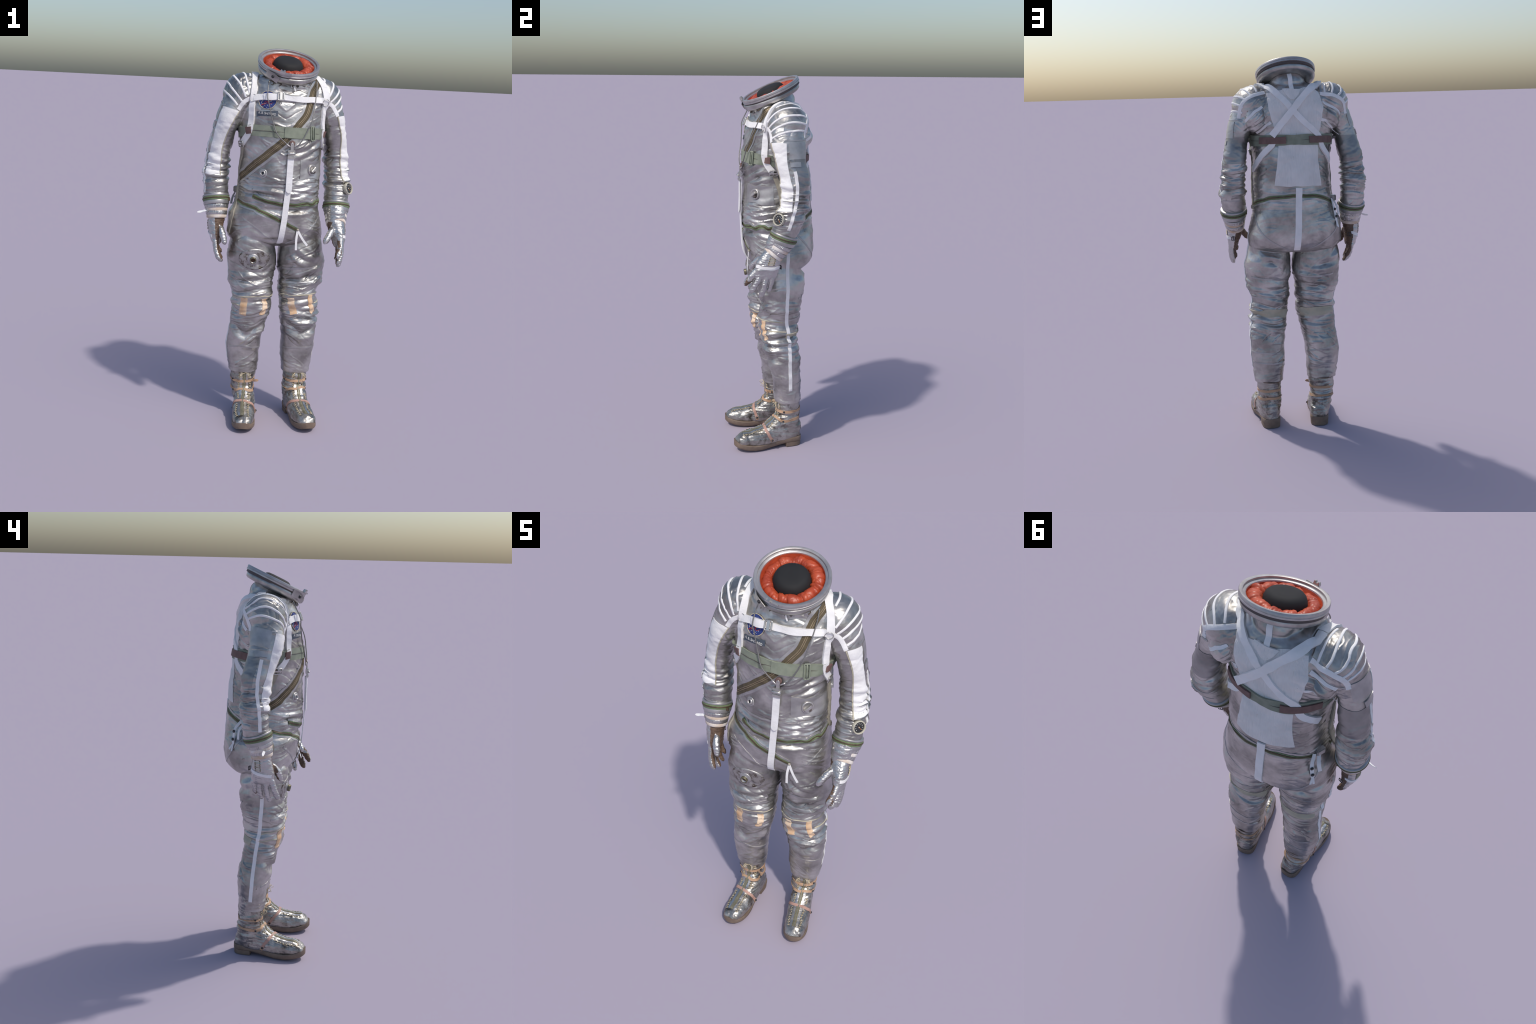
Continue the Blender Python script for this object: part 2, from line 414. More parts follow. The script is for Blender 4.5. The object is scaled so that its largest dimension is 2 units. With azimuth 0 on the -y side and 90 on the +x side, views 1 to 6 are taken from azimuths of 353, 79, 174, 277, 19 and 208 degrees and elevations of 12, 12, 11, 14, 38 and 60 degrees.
for pts, dep, wid in [
        ([(-.195, -.01, .545), (-.155, -.045, .50), (-.11, -.055, .492), (-.03, -.02, .56)], .020, .030),
        ([(.088, -.02, .55), (.15, -.05, .512), (.18, -.05, .497), (.255, 0, .53)], .020, .030),
        ([(.09, .0, .63), (.17, -.07, .585), (.25, -.02, .60)], .012, .022),
        ([(.045, -.03, .80), (.15, -.09, .812), (.27, -.02, .862)], .018, .024),
        ([(-.235, -.02, .805), (-.15, -.09, .795), (-.03, -.07, .815)], .014, .024),
        ([(-.16, -.10, .86), (-.07, -.10, .845), (-.01, -.06, .875)], .010, .018),
        ([(-.06, -.145, 1.192), (.08, -.145, 1.188), (.23, -.03, 1.20)], .014, .020),
        ([(.05, -.145, 1.262), (.14, -.12, 1.285), (.225, -.02, 1.315)], .011, .016),
        ([(.06, -.145, 1.293), (.14, -.12, 1.315), (.22, -.03, 1.35)], .009, .016),
        ([(-.19, -.02, 1.255), (-.10, -.13, 1.27), (.02, -.15, 1.255)], .009, .016),
        ([(-.16, -.10, 1.05), (-.08, -.13, 1.02), (.01, -.11, 1.03)], .012, .022),
        ([(.05, -.12, 1.03), (.13, -.12, .975), (.2, -.10, .94)], .012, .022),
        ([(.06, -.11, 1.005), (.14, -.10, .93), (.24, -.06, .90)], .012, .022),
        ([(.03, .14, .985), (.10, .19, .955), (.20, .17, .962), (.265, .08, .99)], .018, .026),
        ([(.01, .14, .98), (-.08, .18, .952), (-.17, .16, .965), (-.245, .06, 1.00)], .018, .026),
        ([(.04, .13, .91), (.12, .16, .93), (.25, .09, .945)], .012, .022),
        ([(.0, .12, .93), (-.10, .15, .905), (-.23, .07, .93)], .012, .022),
        ([(.05, .10, .79), (.15, .13, .775), (.25, .08, .80)], .010, .02),
        ([(-.01, .10, .80), (-.10, .125, .785), (-.2, .07, .815)], .012, .02),
        ([(.05, -.15, 1.475), (.14, -.13, 1.50), (.21, -.05, 1.56)], .010, .018),
        ([(.08, -.15, 1.44), (.15, -.13, 1.475), (.22, -.02, 1.50)], .010, .018)]:
    crease(pts, dep, wid)
co2 = co + no * disp[:, None]
skin.vertices.foreach_set("co", co2.ravel()); skin.update()
fc = face_centres(skin)
fx, fy, fz = fc.T
lab = np.zeros(len(fc), int)
dR, _ = along(fc, ARM_R); dL, _ = along(fc, ARM_L)
ar = (fx < -.20) & (fz > 1.12) & ((fz > 1.57) & (fx + .20 < (fz - 1.80) * -.0) | (fx < -.223))
al = (fx > .225) & (fz > 1.12) & ((fz > 1.57) | (fx > .243))
# below the hip bulge the widest trouser parts reach past these limits, so sleeves also need to be near their path
ar &= dR < .12; al &= dL < .12
lab[ar] = 1; lab[al] = 2
lab[(fz < 1.0) & (fx < .024) & (lab == 0)] = 3
lab[(fz < 1.0) & (fx >= .024) & (lab == 0)] = 4
TORSO_O, SLEEVE_R, SLEEVE_L, LEGR_O, LEGL_O = split_by_label(skin, lab, ["torso", "sleeve", "sleeve", "trouser_leg", "trouser_leg"], [SILVER] * 5, ROOT)

def bvh_of(*obs):
    vs, fs, off = [], [], 0
    for o in obs:
        vs += [tuple(o.matrix_world @ v.co) for v in o.data.vertices]
        fs += [[i + off for i in p.vertices] for p in o.data.polygons]
        off = len(vs)
    return BVHTree.FromPolygons(vs, fs)

# ------------------------------------------------------------------ neck ring, liner, mannequin neck
def ring_lathe(name, prof, mat, n=96, parent=ROOT):
    return sharpen(lathe(name, prof, RC, RN, mat, n=n, parent=parent), 50)
NECK = ring_lathe("neck_ring", [(.130, -.03), (.1315, -.014), (.134, -.011), (.1445, -.010), (.1445, -.002), (.149, .000), (.1565, .0), (.1585, -.003), (.1585, -.011), (.1565, -.0125), (.1565, -.0145), (.1585, -.016), (.1580, -.022), (.150, -.024), (.140, -.024)], METAL)
ring_lathe("gasket", [(.140, -.0225), (.1535, -.0225), (.1535, -.034), (.14, -.034)], DARK, parent=NECK)  # dark brown band filling the dark gap between ring and collar
COLLAR = sharpen(lathe("collar_band", [(.136, -.029), (.149, -.030), (.1535, -.034), (.1545, -.045), (.152, -.056), (.144, -.062), (.122, -.064), (.09, -.066)], RC + V(0, -.008, 0), RN, SILVER, n=96, parent=ROOT), 50)
ring_lathe("red_wall", [(.1325, -.012), (.130, -.020), (.126, -.030), (.118, -.042), (.105, -.05)], RED, parent=NECK)
ring_lathe("liner_floor", [(.122, -.050), (.05, -.052), (0, -.052)], RED, parent=NECK)
# crumpled padding roll
def padding():
    """Cloth rolled round the opening: uneven lobes that overlap at sharp tucks."""
    n, m = 300, 44
    X = unit(np.cross(RN, V(0, 1, 0))); Y = np.cross(RN, X)
    a = np.repeat(np.linspace(0, 2 * math.pi, n, endpoint=False), m); b = np.tile(np.linspace(0, 2 * math.pi, m, endpoint=False), n)
    ca, sa = np.cos(a), np.sin(a)
    K = 11
    edge = (np.arange(K) + RNG.uniform(-.36, .36, K)) * 2 * math.pi / K
    rnd = lambda lo, hi: (RNG.uniform(lo, hi, K), RNG.uniform(lo, hi, K))
    rad, ring, high, lean = rnd(.019, .031), rnd(.100, .106), rnd(-.044, -.030), RNG.uniform(-.20, .20, K)
    t = (a + np.repeat(lean, 1)[(a / (2 * math.pi) * K).astype(int) % K] * np.sin(b + 1)) % (2 * math.pi)
    e = np.sort(edge % (2 * math.pi))
    k = (np.searchsorted(e, t) - 1) % K
    span = (np.roll(e, -1) - e) % (2 * math.pi)
    u = ((t - e[k]) % (2 * math.pi)) / span[k]
    mix = lambda p: p[0][k] * (1 - u) + p[1][k] * u
    P1 = Perlin(55)
    soft = P1(np.stack([ca * 3, sa * 3, np.cos(b) * .6], 1)); wr = P1(np.stack([ca * 6 + 9, sa * 6, np.cos(b) * .8 + np.sin(b) * .5], 1))
    r = mix(rad) * (.80 + .35 * np.sin(np.clip(u, 0, 1) * math.pi) ** .5) + .003 * soft - .004 * np.exp(-np.abs(wr) / .12)
    v = RC + (mix(ring) + r * np.cos(b))[:, None] * (ca[:, None] * X + sa[:, None] * Y) + RN * (mix(high) + r * np.where(np.sin(b) > 0, 1.0, .6) * np.sin(b))[:, None]
    g = v.reshape(n, m, 3)
    g = blur(g, 0, True)
    f = grid_faces(n, m, closed=True) + [((n - 1) * m + j, (n - 1) * m + (j + 1) % m, (j + 1) % m, j) for j in range(m)]
    return mesh_object("red_padding", g.reshape(-1, 3), f, RED, parent=ROOT)
padding()
def dome():
    prof = [(0, 0), (.03, 0), (.052, -.0015), (.063, -.006), (.071, -.014), (.077, -.028), (.082, -.05), (.085, -.09)]
    lathe("mannequin_neck", prof, V(.031, -.018, 1.942), RN, BLACK, parent=ROOT, n=64)
dome()

# ------------------------------------------------------------------ boots
def boot(heel, toe, shaft, side):
    """heel, toe: points on the ground; shaft rows: x, y, z, half-width, half-depth."""
    heel, toe = V(*heel, 0), V(*toe, 0)
    d = toe - heel; ln = np.linalg.norm(d); d /= ln
    w = V(-d[1], d[0], 0) * -1
    grp = bpy.data.objects.new("boot", None); bpy.context.scene.collection.objects.link(grp); grp.parent = ROOT
    # foot rows: fraction of length, half-width, top height, side shift
    rows = [(.012, .020, .060), (.03, .034, .100), (.09, .045, .125), (.20, .053, .150), (.30, .0565, .185), (.38, .058, .178), (.46, .0595, .144), (.56, .059, .119), (.68, .0590, .105), (.80, .0565, .097), (.89, .049, .088), (.95, .038, .076), (.985, .021, .060)]
    t = spline([(r[0], 0, 0, r[1], r[2]) for r in rows], 60)
    rings = []
    for s, _, _, hw, top in t:
        bot = .018 + .022 * max(0, s - .7) / .3
        mid = bot + (top - bot) * .36
        rings.append(ellipse_ring(heel + d * ln * s + V(0, 0, mid), w, V(0, 0, 1), hw, mid - bot, top - mid, 40, 2.5))
    foot = tube("f", rings)
    # boot shafts are tubes whose section axes are world x and y
    me = melt([foot, limb("s", shaft, steps=40)], .003, smooth=6)
    c, n_ = arrays(me)
    s = (c - heel) @ d
    dz = .013 * folds(c, (7, 7, 36), 21 + side) * bump01(c[:, 2], .09, .24, .02) + .008 * folds(c, (14, 14, 14), 23 + side) * bump01(c[:, 2], .02, .12, .02)
    c = c + n_ * dz[:, None]
    me.vertices.foreach_set("co", c.ravel()); me.update()
    me.materials.append(BOOT)
    me.polygons.foreach_set("use_smooth", [True] * len(me.polygons))
    up = bpy.data.objects.new("boot_upper", me); bpy.context.scene.collection.objects.link(up); up.parent = grp
    # sole: outline rows fraction, half-width, underside height
    orow = [(-.002, .012), (.01, .030), (.05, .0455), (.12, .051), (.25, .050), (.36, .049), (.5, .054), (.64, .0615), (.78, .0615), (.88, .054), (.95, .041), (.985, .024), (1.0, .008)]
    o = spline([(r[0], r[1], 0) for r in orow], 64)
    def under(q): return np.interp(q, [0, .28, .42, .58, .72, .85, .95, 1.0], [.018, .017, .009, .001, .001, .009, .020, .030])
    vs = []
    for q, hw, _ in o:
        b = under(q)
        for k, (e, h) in enumerate([(-.80, b), (-.95, b + .007), (-1, b + .013), (-1, b + .029), (-.95, b + .033), (.95, b + .033), (1, b + .029), (1, b + .013), (.95, b + .007), (.80, b)]):
            vs.append(heel + d * ln * q + w * hw * e + V(0, 0, h))
    fs = grid_faces(len(o), 10, closed=True) + [tuple(range(10))[::-1], tuple(range((len(o) - 1) * 10, len(o) * 10))]
    sharpen(mesh_object("sole", vs, fs, SOLE, parent=grp), 35)
    hs = []
    hr = [r for r in o if r[0] < .25]
    for q, hw, _ in hr:
        q = .006 + q * .98
        for e, h in [(-.95, .0), (-.98, .024), (.98, .024), (.95, .0)]:
            hs.append(heel + d * ln * q + w * hw * e + V(0, 0, h))
    fs = grid_faces(len(hr), 4, closed=True) + [(3, 2, 1, 0), tuple(range((len(hr) - 1) * 4, len(hr) * 4))]
    sharpen(mesh_object("heel", hs, fs, SOLE, parent=grp), 35)
    return grp, up, heel, d, w, ln
BOOT_R = boot((-.098, .150), (-.141, -.230), [(-.121, .066, .29, .069, .062), (-.122, .066, .25, .069, .063), (-.122, .065, .20, .064, .063), (-.120, .066, .15, .062, .064), (-.113, .072, .09, .055, .066), (-.11, .08, .04, .045, .05)], 0)
BOOT_L = boot((.161, .148), (.213, -.227), [(.173, .077, .285, .069, .064), (.172, .077, .25, .066, .064), (.170, .076, .20, .063, .064), (.171, .076, .15, .063, .065), (.166, .082, .09, .055, .066), (.166, .088, .04, .045, .05)], 5)

# ------------------------------------------------------------------ gloves
def glove(wrist, palm_rows, fingers, inward, seed):
    """wrist/palm rows and finger rows: x, y, z, half-thickness, half-breadth."""
    parts = [limb("p", wrist + palm_rows, n=28, steps=40, power=2.3)]
    for f in fingers:
        p = spline(f, 24)
        k = np.linspace(0, 1, 24)
        p[:, 3] *= np.sqrt(np.clip(1 - ((k - .80) / .21).clip(0) ** 2, .05, 1))
        T = unit(np.gradient(p[:, :3], axis=0)); X = unit(np.cross(T, V(.2, 1, .1))); Y = np.cross(T, X)
        parts.append(tube("f", [ellipse_ring(p[i, :3], X[i], Y[i], p[i, 3], p[i, 3], p[i, 3], 18, 2.0) for i in range(24)]))
    me = melt(parts, .0024, smooth=5)
    c, n_ = arrays(me)
    c = c + n_ * (.004 * folds(c, (20, 20, 60), seed))[:, None]
    me.vertices.foreach_set("co", c.ravel()); me.update()
    return me

def wrap_glove(me, inward, name="glove"):
    c = face_centres(me)
    nn = np.empty(len(me.polygons) * 3); me.polygons.foreach_get("normal", nn); nn = nn.reshape(-1, 3)
    return c, nn

grp_r = bpy.data.objects.new("glove", None); grp_l = bpy.data.objects.new("glove", None)
for g in (grp_r, grp_l):
    bpy.context.scene.collection.objects.link(g); g.parent = ROOT
GR = glove([(-.307, .020, 1.185, .055, .055), (-.306, .012, 1.15, .050, .053)],
           [(-.307, .004, 1.115, .044, .046), (-.310, .000, 1.075, .040, .051), (-.308, -.004, 1.035, .034, .056), (-.303, -.006, 1.00, .027, .054), (-.300, -.006, .985, .018, .048)],
           [[(-.306, .040, 1.02, .014), (-.302, .040, .98, .0135), (-.288, .035, .948, .012), (-.270, .031, .925, .011)],
            [(-.308, .016, 1.01, .015), (-.303, .012, .965, .015), (-.290, .006, .925, .0135), (-.268, .002, .900, .012)],
            [(-.310, -.014, 1.01, .0155), (-.306, -.021, .965, .0155), (-.293, -.030, .920, .014), (-.270, -.036, .889, .0125)],
            [(-.312, -.042, 1.015, .0155), (-.308, -.056, .97, .0155), (-.297, -.070, .930, .014), (-.280, -.079, .903, .0125)],
            [(-.292, -.020, 1.075, .018), (-.283, -.055, 1.060, .0175), (-.272, -.076, 1.025, .0165), (-.263, -.088, .992, .014)]], 1, 41)
GL = glove([(.326, -.012, 1.188, .056, .056), (.323, -.028, 1.155, .051, .053)],
           [(.320, -.042, 1.118, .044, .046), (.328, -.060, 1.080, .042, .056), (.334, -.077, 1.040, .034, .062), (.337, -.086, 1.005, .026, .058), (.337, -.088, .99, .018, .05)],
           [[(.336, -.120, 1.035, .0165), (.332, -.146, 1.01, .0170), (.323, -.170, .980, .0160), (.309, -.186, .953, .0145)],
            [(.342, -.106, 1.015, .0165), (.342, -.124, .98, .0170), (.333, -.143, .945, .0160), (.318, -.158, .912, .0140)],
            [(.346, -.080, 1.005, .016), (.348, -.090, .965, .016), (.344, -.099, .925, .015), (.334, -.108, .890, .013)],
            [(.344, -.050, 1.005, .0145), (.345, -.055, .975, .0145), (.340, -.061, .945, .013), (.332, -.067, .918, .012)],
            [(.312, -.075, 1.095, .018), (.288, -.107, 1.076, .018), (.265, -.133, 1.048, .017), (.246, -.150, 1.022, .0145)]], -1, 43)
GLOVES = []
for me, grp, sgn, zz, xx in ((GR, grp_r, 1, [.88, .90, .93, .965, 1.0, 1.03, 1.12], [-.262, -.270, -.290, -.303, -.305, -.312, -.318]), (GL, grp_l, -1, [.88, .91, .95, .98, 1.0, 1.04, 1.08, 1.12], [-.322, -.326, -.334, -.338, -.334, -.330, -.322, -.312])):
    c, nn = wrap_glove(me, sgn)
    # palm leather faces the thigh, below the wrist straps; the thumb stays silver outside
    thumb = (c[:, 0] * sgn > (-.293 if sgn > 0 else -.318)) & (c[:, 1] < (-.045 if sgn > 0 else -.085)) & (c[:, 2] > (.97 if sgn > 0 else 1.0))
    inner = (c[:, 0] * sgn > np.interp(c[:, 2], zz, xx)) & (c[:, 2] < 1.125) & ~(thumb & (nn[:, 1] < .25))
    if sgn < 0:
        inner &= nn[:, 1] > -.75
    lab = inner.astype(int)
    GLOVES.append(split_by_label(me, lab, ["glove_back", "glove_palm"], [GLOVE, PALM], grp))

# ---- HARNESS ------------------------------------------------------ things laid on the suit
GREEN = material("green_webbing", (0.20, 0.225, 0.170), (0.245, 0.27, 0.21), rough=0.8, scale=30, grain=0.35, grain_scale=600)
KEEPER = material("maroon_leather", (0.13, 0.075, 0.066), (0.17, 0.10, 0.088), rough=0.65, scale=40, grain=0.2)
TAN = material("tan_leather", (0.42, 0.265, 0.165), (0.50, 0.32, 0.20), rough=0.6, scale=30, grain=0.15)
PINK = material("rosy_leather", (0.40, 0.235, 0.19), (0.46, 0.28, 0.22), rough=0.6, scale=30, grain=0.15)
PEACH = material("peach_patch", (0.62, 0.38, 0.20), (0.78, 0.62, 0.46), rough=0.7, scale=14, grain=0.15)
ZIPGREEN = material("green_zipper_tape", (0.125, 0.17, 0.085), (0.165, 0.215, 0.115), rough=0.8, scale=50, grain=0.3)
ZIPBROWN = material("brown_zipper_teeth", (0.075, 0.055, 0.032), (0.12, 0.088, 0.05), rough=0.55, scale=80, metallic=0.3)
BRASS = material("brass_zipper_chain", (0.30, 0.235, 0.15), (0.38, 0.30, 0.20), rough=0.45, scale=90, metallic=0.6)
STEEL = material("steel", (0.50, 0.49, 0.46), (0.62, 0.61, 0.58), rough=0.32, metallic=0.9, scale=30)
CABLE = material("steel_cable", (0.20, 0.195, 0.19), (0.27, 0.26, 0.25), rough=0.45, metallic=0.6, scale=200)
CREAM = material("cream_enamel", (0.46, 0.43, 0.34), (0.54, 0.51, 0.42), rough=0.5, scale=40)
LACE = material("cream_cord", (0.56, 0.47, 0.31), (0.66, 0.57, 0.40), rough=0.8, scale=60)
SNAP = material("black_snap", (0.025, 0.025, 0.027), rough=0.4)
BLUE = material("blue_patch", (0.018, 0.035, 0.16), (0.024, 0.045, 0.20), rough=0.7, scale=60, grain=0.3)
PATCHRED = material("red_thread", (0.45, 0.04, 0.04), rough=0.7)
PATCHWHITE = material("white_thread", (0.70, 0.69, 0.66), rough=0.7)
EDGING = material("cream_edging", (0.55, 0.48, 0.33), rough=0.75)
SLATE = material("slate_name_strip", (0.055, 0.07, 0.095), (0.07, 0.088, 0.115), rough=0.6, scale=40)
PALE = material("pale_canvas", (0.66, 0.65, 0.635), (0.75, 0.74, 0.725), rough=0.8, scale=12, grain=0.3, grain_scale=500, crumple=0.5, crumple_scale=(55, 55, 5), ridged=True, stain=(0.42, 0.34, 0.22), stain_scale=1.0, stain_stretch=(75, 75, 4), stain_at=0.64, stain_soft=0.16)
PLAIN = material("plain_silver_patch", (0.37, 0.365, 0.36), (0.48, 0.47, 0.465), metallic=0.75, rough=0.42, scale=18, grain=0.15, crumple=.12, crumple_scale=(14, 14, 20), ridged=True)
STRAPTAN = material("grey_tan_webbing", (0.33, 0.30, 0.24), (0.40, 0.37, 0.30), rough=0.8, scale=30, grain=0.3)
KHAKI = material("khaki_band", (0.40, 0.37, 0.28), (0.50, 0.46, 0.36), rough=0.75, scale=14, grain=0.2)

B_TORSO = bvh_of(TORSO_O, LEGR_O, LEGL_O)
B_UPPER = bvh_of(TORSO_O, SLEEVE_R, SLEEVE_L)
B_SL_R, B_SL_L = bvh_of(SLEEVE_R), bvh_of(SLEEVE_L)
B_LEG_R, B_LEG_L = bvh_of(LEGR_O, TORSO_O), bvh_of(LEGL_O, TORSO_O)

def surface(P, on):
    """Nearest surface point and outward normal for every point."""
    hit, nor = np.empty_like(P), np.empty_like(P)
    for i, p in enumerate(P):
        h = on.find_nearest(Vector(p))
        hit[i], nor[i] = h[0], h[1]
    return hit, nor

def drape(name, grid, on, h, mat, parent=ROOT, tension=0, crown=0.0, closed=False, ease=6, sink=0.004):
    """Lay a grid of points (rows, columns) on a surface as a sheet of thickness h with closed edges.
    tension: how tautly it bridges hollows; crown: extra height along the middle (piping)."""
    n, m = grid.shape[:2]
    hit, nor = surface(grid.reshape(-1, 3), on)
    N = nor.reshape(n, m, 3)
    for _ in range(ease):
        N = blur(blur(N, 0, closed), 1)
    N = unit(N)
    base = grid
    H = np.empty((n, m))
    for i in range(n):
        for j in range(m):
            o = base[i, j] + N[i, j] * .06
            r = on.ray_cast(Vector(o), Vector(-N[i, j]), .14)
            H[i, j] = .06 - r[3] if r[0] is not None else np.dot(hit[i * m + j] - base[i, j], N[i, j])
    S = H.copy()
    for _ in range(tension):
        S = np.maximum(blur(blur(S, 0, closed), 1), H)
    if tension:
        S = blur(S, 0, closed)
    k = np.linspace(-1, 1, m)
    top = base + N * (S + h + crown * np.sqrt(np.clip(1 - k ** 2, 0, 1))[None, :])[..., None]
    low = base + N * (np.minimum(S, H) - sink)[..., None]
    # pad with a sunk border so that edges have depth
    cols = [low[:, :1], top, low[:, -1:]]
    G = np.concatenate(cols, 1)
    if not closed:
        first = np.concatenate([low[:1, :1], low[:1], low[:1, -1:]], 1); last = np.concatenate([low[-1:, :1], low[-1:], low[-1:, -1:]], 1)
        G = np.concatenate([first, G, last], 0)
    R, C = G.shape[:2]
    f = grid_faces(R, C)
    if closed:
        f += [((R - 1) * C + j, (R - 1) * C + j + 1, j + 1, j) for j in range(C - 1)]
    ob = mesh_object(name, G.reshape(-1, 3), f, mat, parent=parent)
    # orient outward
    me = ob.data
    mid = me.polygons[(R // 2) * (C - 1) + C // 2]
    if np.dot(mid.normal, N[n // 2, m // 2]) < 0:
        me.flip_normals()
    return sharpen(ob, 55)

def ribbon(name, pts, width, on, h=.0025, mat=None, cols=7, step=.006, shift=0.0, closed=False, snap=True, **kw):
    """Strip of given width along a path (a fourth column gives its own width); shift moves it sideways."""
    p = np.asarray(pts, float)
    if closed:
        p = np.vstack([p, p[:1]])
    L = np.linalg.norm(np.diff(p[:, :3], axis=0), axis=1).sum()
    c = spline(p, max(6, int(L / step)))
    if closed:
        c = c[:-1]
    w = c[:, 3] if c.shape[1] > 3 else np.full(len(c), width)
    c = c[:, :3]
    hit, nor = surface(c, on)
    for _ in range(10):
        nor = blur(nor, 0, closed)
    if snap:
        c = hit
        for _ in range(3):
            c = blur(c, 0, closed)
    T = unit(np.roll(c, -1, 0) - np.roll(c, 1, 0)) if closed else unit(np.gradient(c, axis=0))
    B = unit(np.cross(T, nor))
    for _ in range(3):
        B = unit(blur(B, 0, closed))
    k = np.linspace(-.5, .5, cols)
    grid = c[:, None] + B[:, None] * (k[None, :, None] * w[:, None, None] + shift)
    return drape(name, grid, on, h, mat, closed=closed, **kw)

def panel(name, left, right, on, h, mat, rows=None, cols=None, step=.006, **kw):
    """Sheet between two edge curves."""
    l, r = np.asarray(left, float), np.asarray(right, float)
    n = rows or max(6, int(np.linalg.norm(np.diff(l, axis=0), axis=1).sum() / step))
    m = cols or max(6, int(np.linalg.norm(l[0] - r[0]) / step))
    L, R = spline(l, n), spline(r, n)
    k = np.linspace(0, 1, m)[None, :, None]
    grid = L[:, None] * (1 - k) + R[:, None] * k
    hit, _ = surface(grid.reshape(-1, 3), on)
    g = hit.reshape(n, m, 3)
    for _ in range(3):
        g = blur(blur(g, 0), 1)
    return drape(name, g, on, h, mat, **kw)

def frame(c, on, up=(0, 0, 1), reach=.03):
    """Surface point, mean outward normal and in-surface axes near a point."""
    c = V(*c)
    h, n = surface(c[None], on)
    offs = np.array([[a, b, d] for a in (-1, 0, 1) for b in (-1, 0, 1) for d in (-1, 0, 1)]) * reach
    _, ns = surface(h[0] + offs, on)
    N = unit(ns.mean(0) + n[0] * 2)
    U = unit(np.asarray(up, float) - N * np.dot(up, N)); X = np.cross(U, N)
    return h[0], N, X, U

def decal(name, uv, faces, fr, on, h, mat, parent=ROOT, smooth=False):
    """Flat drawing (u, v[, extra height]) pressed on to the surface."""
    c, N, X, U = fr
    v = []
    for q in uv:
        p = c + X * q[0] + U * q[1]
        r = on.ray_cast(Vector(p + N * .06), Vector(-N), .16)
        d = .06 - r[3] if r[0] is not None else 0.0
        v.append(p + N * (d + h + (q[2] if len(q) > 2 else 0)))
    return mesh_object(name, v, faces, mat, smooth=smooth, parent=parent)

def disc_uv(r, thick, n=36, rings=5, rx=1.0, ry=1.0, centre=(0, 0)):
    uv = [(centre[0], centre[1], 0)]
    for i in range(1, rings + 1):
        for k in range(n):
            a = 2 * math.pi * k / n
            uv.append((centre[0] + rx * r * i / rings * math.cos(a), centre[1] + ry * r * i / rings * math.sin(a), 0))
    for k in range(n):
        a = 2 * math.pi * k / n
        uv.append((centre[0] + rx * r * 1.01 * math.cos(a), centre[1] + ry * r * 1.01 * math.sin(a), -thick))
    f = [(0, 1 + k, 1 + (k + 1) % n) for k in range(n)]
    for i in range(rings):
        f += [(1 + i * n + k, 1 + (i + 1) * n + k, 1 + (i + 1) * n + (k + 1) % n, 1 + i * n + (k + 1) % n) for k in range(n)]
    return uv, f

def text_on(name, body, size, fr, on, h, mat, parent, squeeze=1.0, dx=0.0, dy=0.0):
    cu = bpy.data.curves.new(name, "FONT"); cu.body = body; cu.size = size; cu.align_x = "CENTER"; cu.align_y = "CENTER"; cu.extrude = .0006; cu.resolution_u = 3
    ob = bpy.data.objects.new(name, cu); bpy.context.scene.collection.objects.link(ob)
    me = bpy.data.meshes.new_from_object(ob.evaluated_get(bpy.context.evaluated_depsgraph_get()))
    bpy.data.objects.remove(ob)
    uv = [(v.co.x * squeeze + dx, v.co.y + dy, v.co.z) for v in me.vertices]
    return decal(name, uv, [p.vertices[:] for p in me.polygons], fr, on, h, mat, parent)

def box(name, c, X, Y, Z, sx, sy, sz, mat, parent=ROOT, bevel=.15):
    """Bevelled block with half sizes along three axes."""
    X, Y, Z = unit(X), unit(Y), unit(Z)
    bm = bmesh.new(); bmesh.ops.create_cube(bm, size=2)
    for v in bm.verts:
        v.co = Vector(V(*c) + X * sx * v.co.x + Y * sy * v.co.y + Z * sz * v.co.z)
    bmesh.ops.recalc_face_normals(bm, faces=bm.faces)
    bmesh.ops.bevel(bm, geom=bm.edges[:], offset=bevel * min(sx, sy, sz) * 2, segments=2, affect="EDGES")
    me = bpy.data.meshes.new(name); bm.to_mesh(me); bm.free()
    me.materials.append(mat)
    ob = bpy.data.objects.new(name, me); bpy.context.scene.collection.objects.link(ob); ob.parent = parent
    return ob

def frame_buckle(name, c, X, Y, N, w, h, r, mat, parent=ROOT, bar=True):
    """Rectangular wire buckle with a middle bar."""
    X, Y, N = unit(X), unit(Y), unit(N); c = V(*c)
    k = .35 * min(w, h)
    pts = []
    for sx, sy, a0 in ((1, 1, 0), (-1, 1, 90), (-1, -1, 180), (1, -1, 270)):
        for a in (0, 30, 60, 90):
            t = math.radians(a0 + a)
            pts.append(c + X * (sx * (w - k) + k * math.cos(t)) + Y * (sy * (h - k) + k * math.sin(t)))
    parts = [round_wire(name, pts, r, mat, parent, closed=True)]
    if bar:
        parts.append(round_wire(name, [c - Y * h, c + Y * h], r, mat, parent, steps=4))
    return join(parts, name)

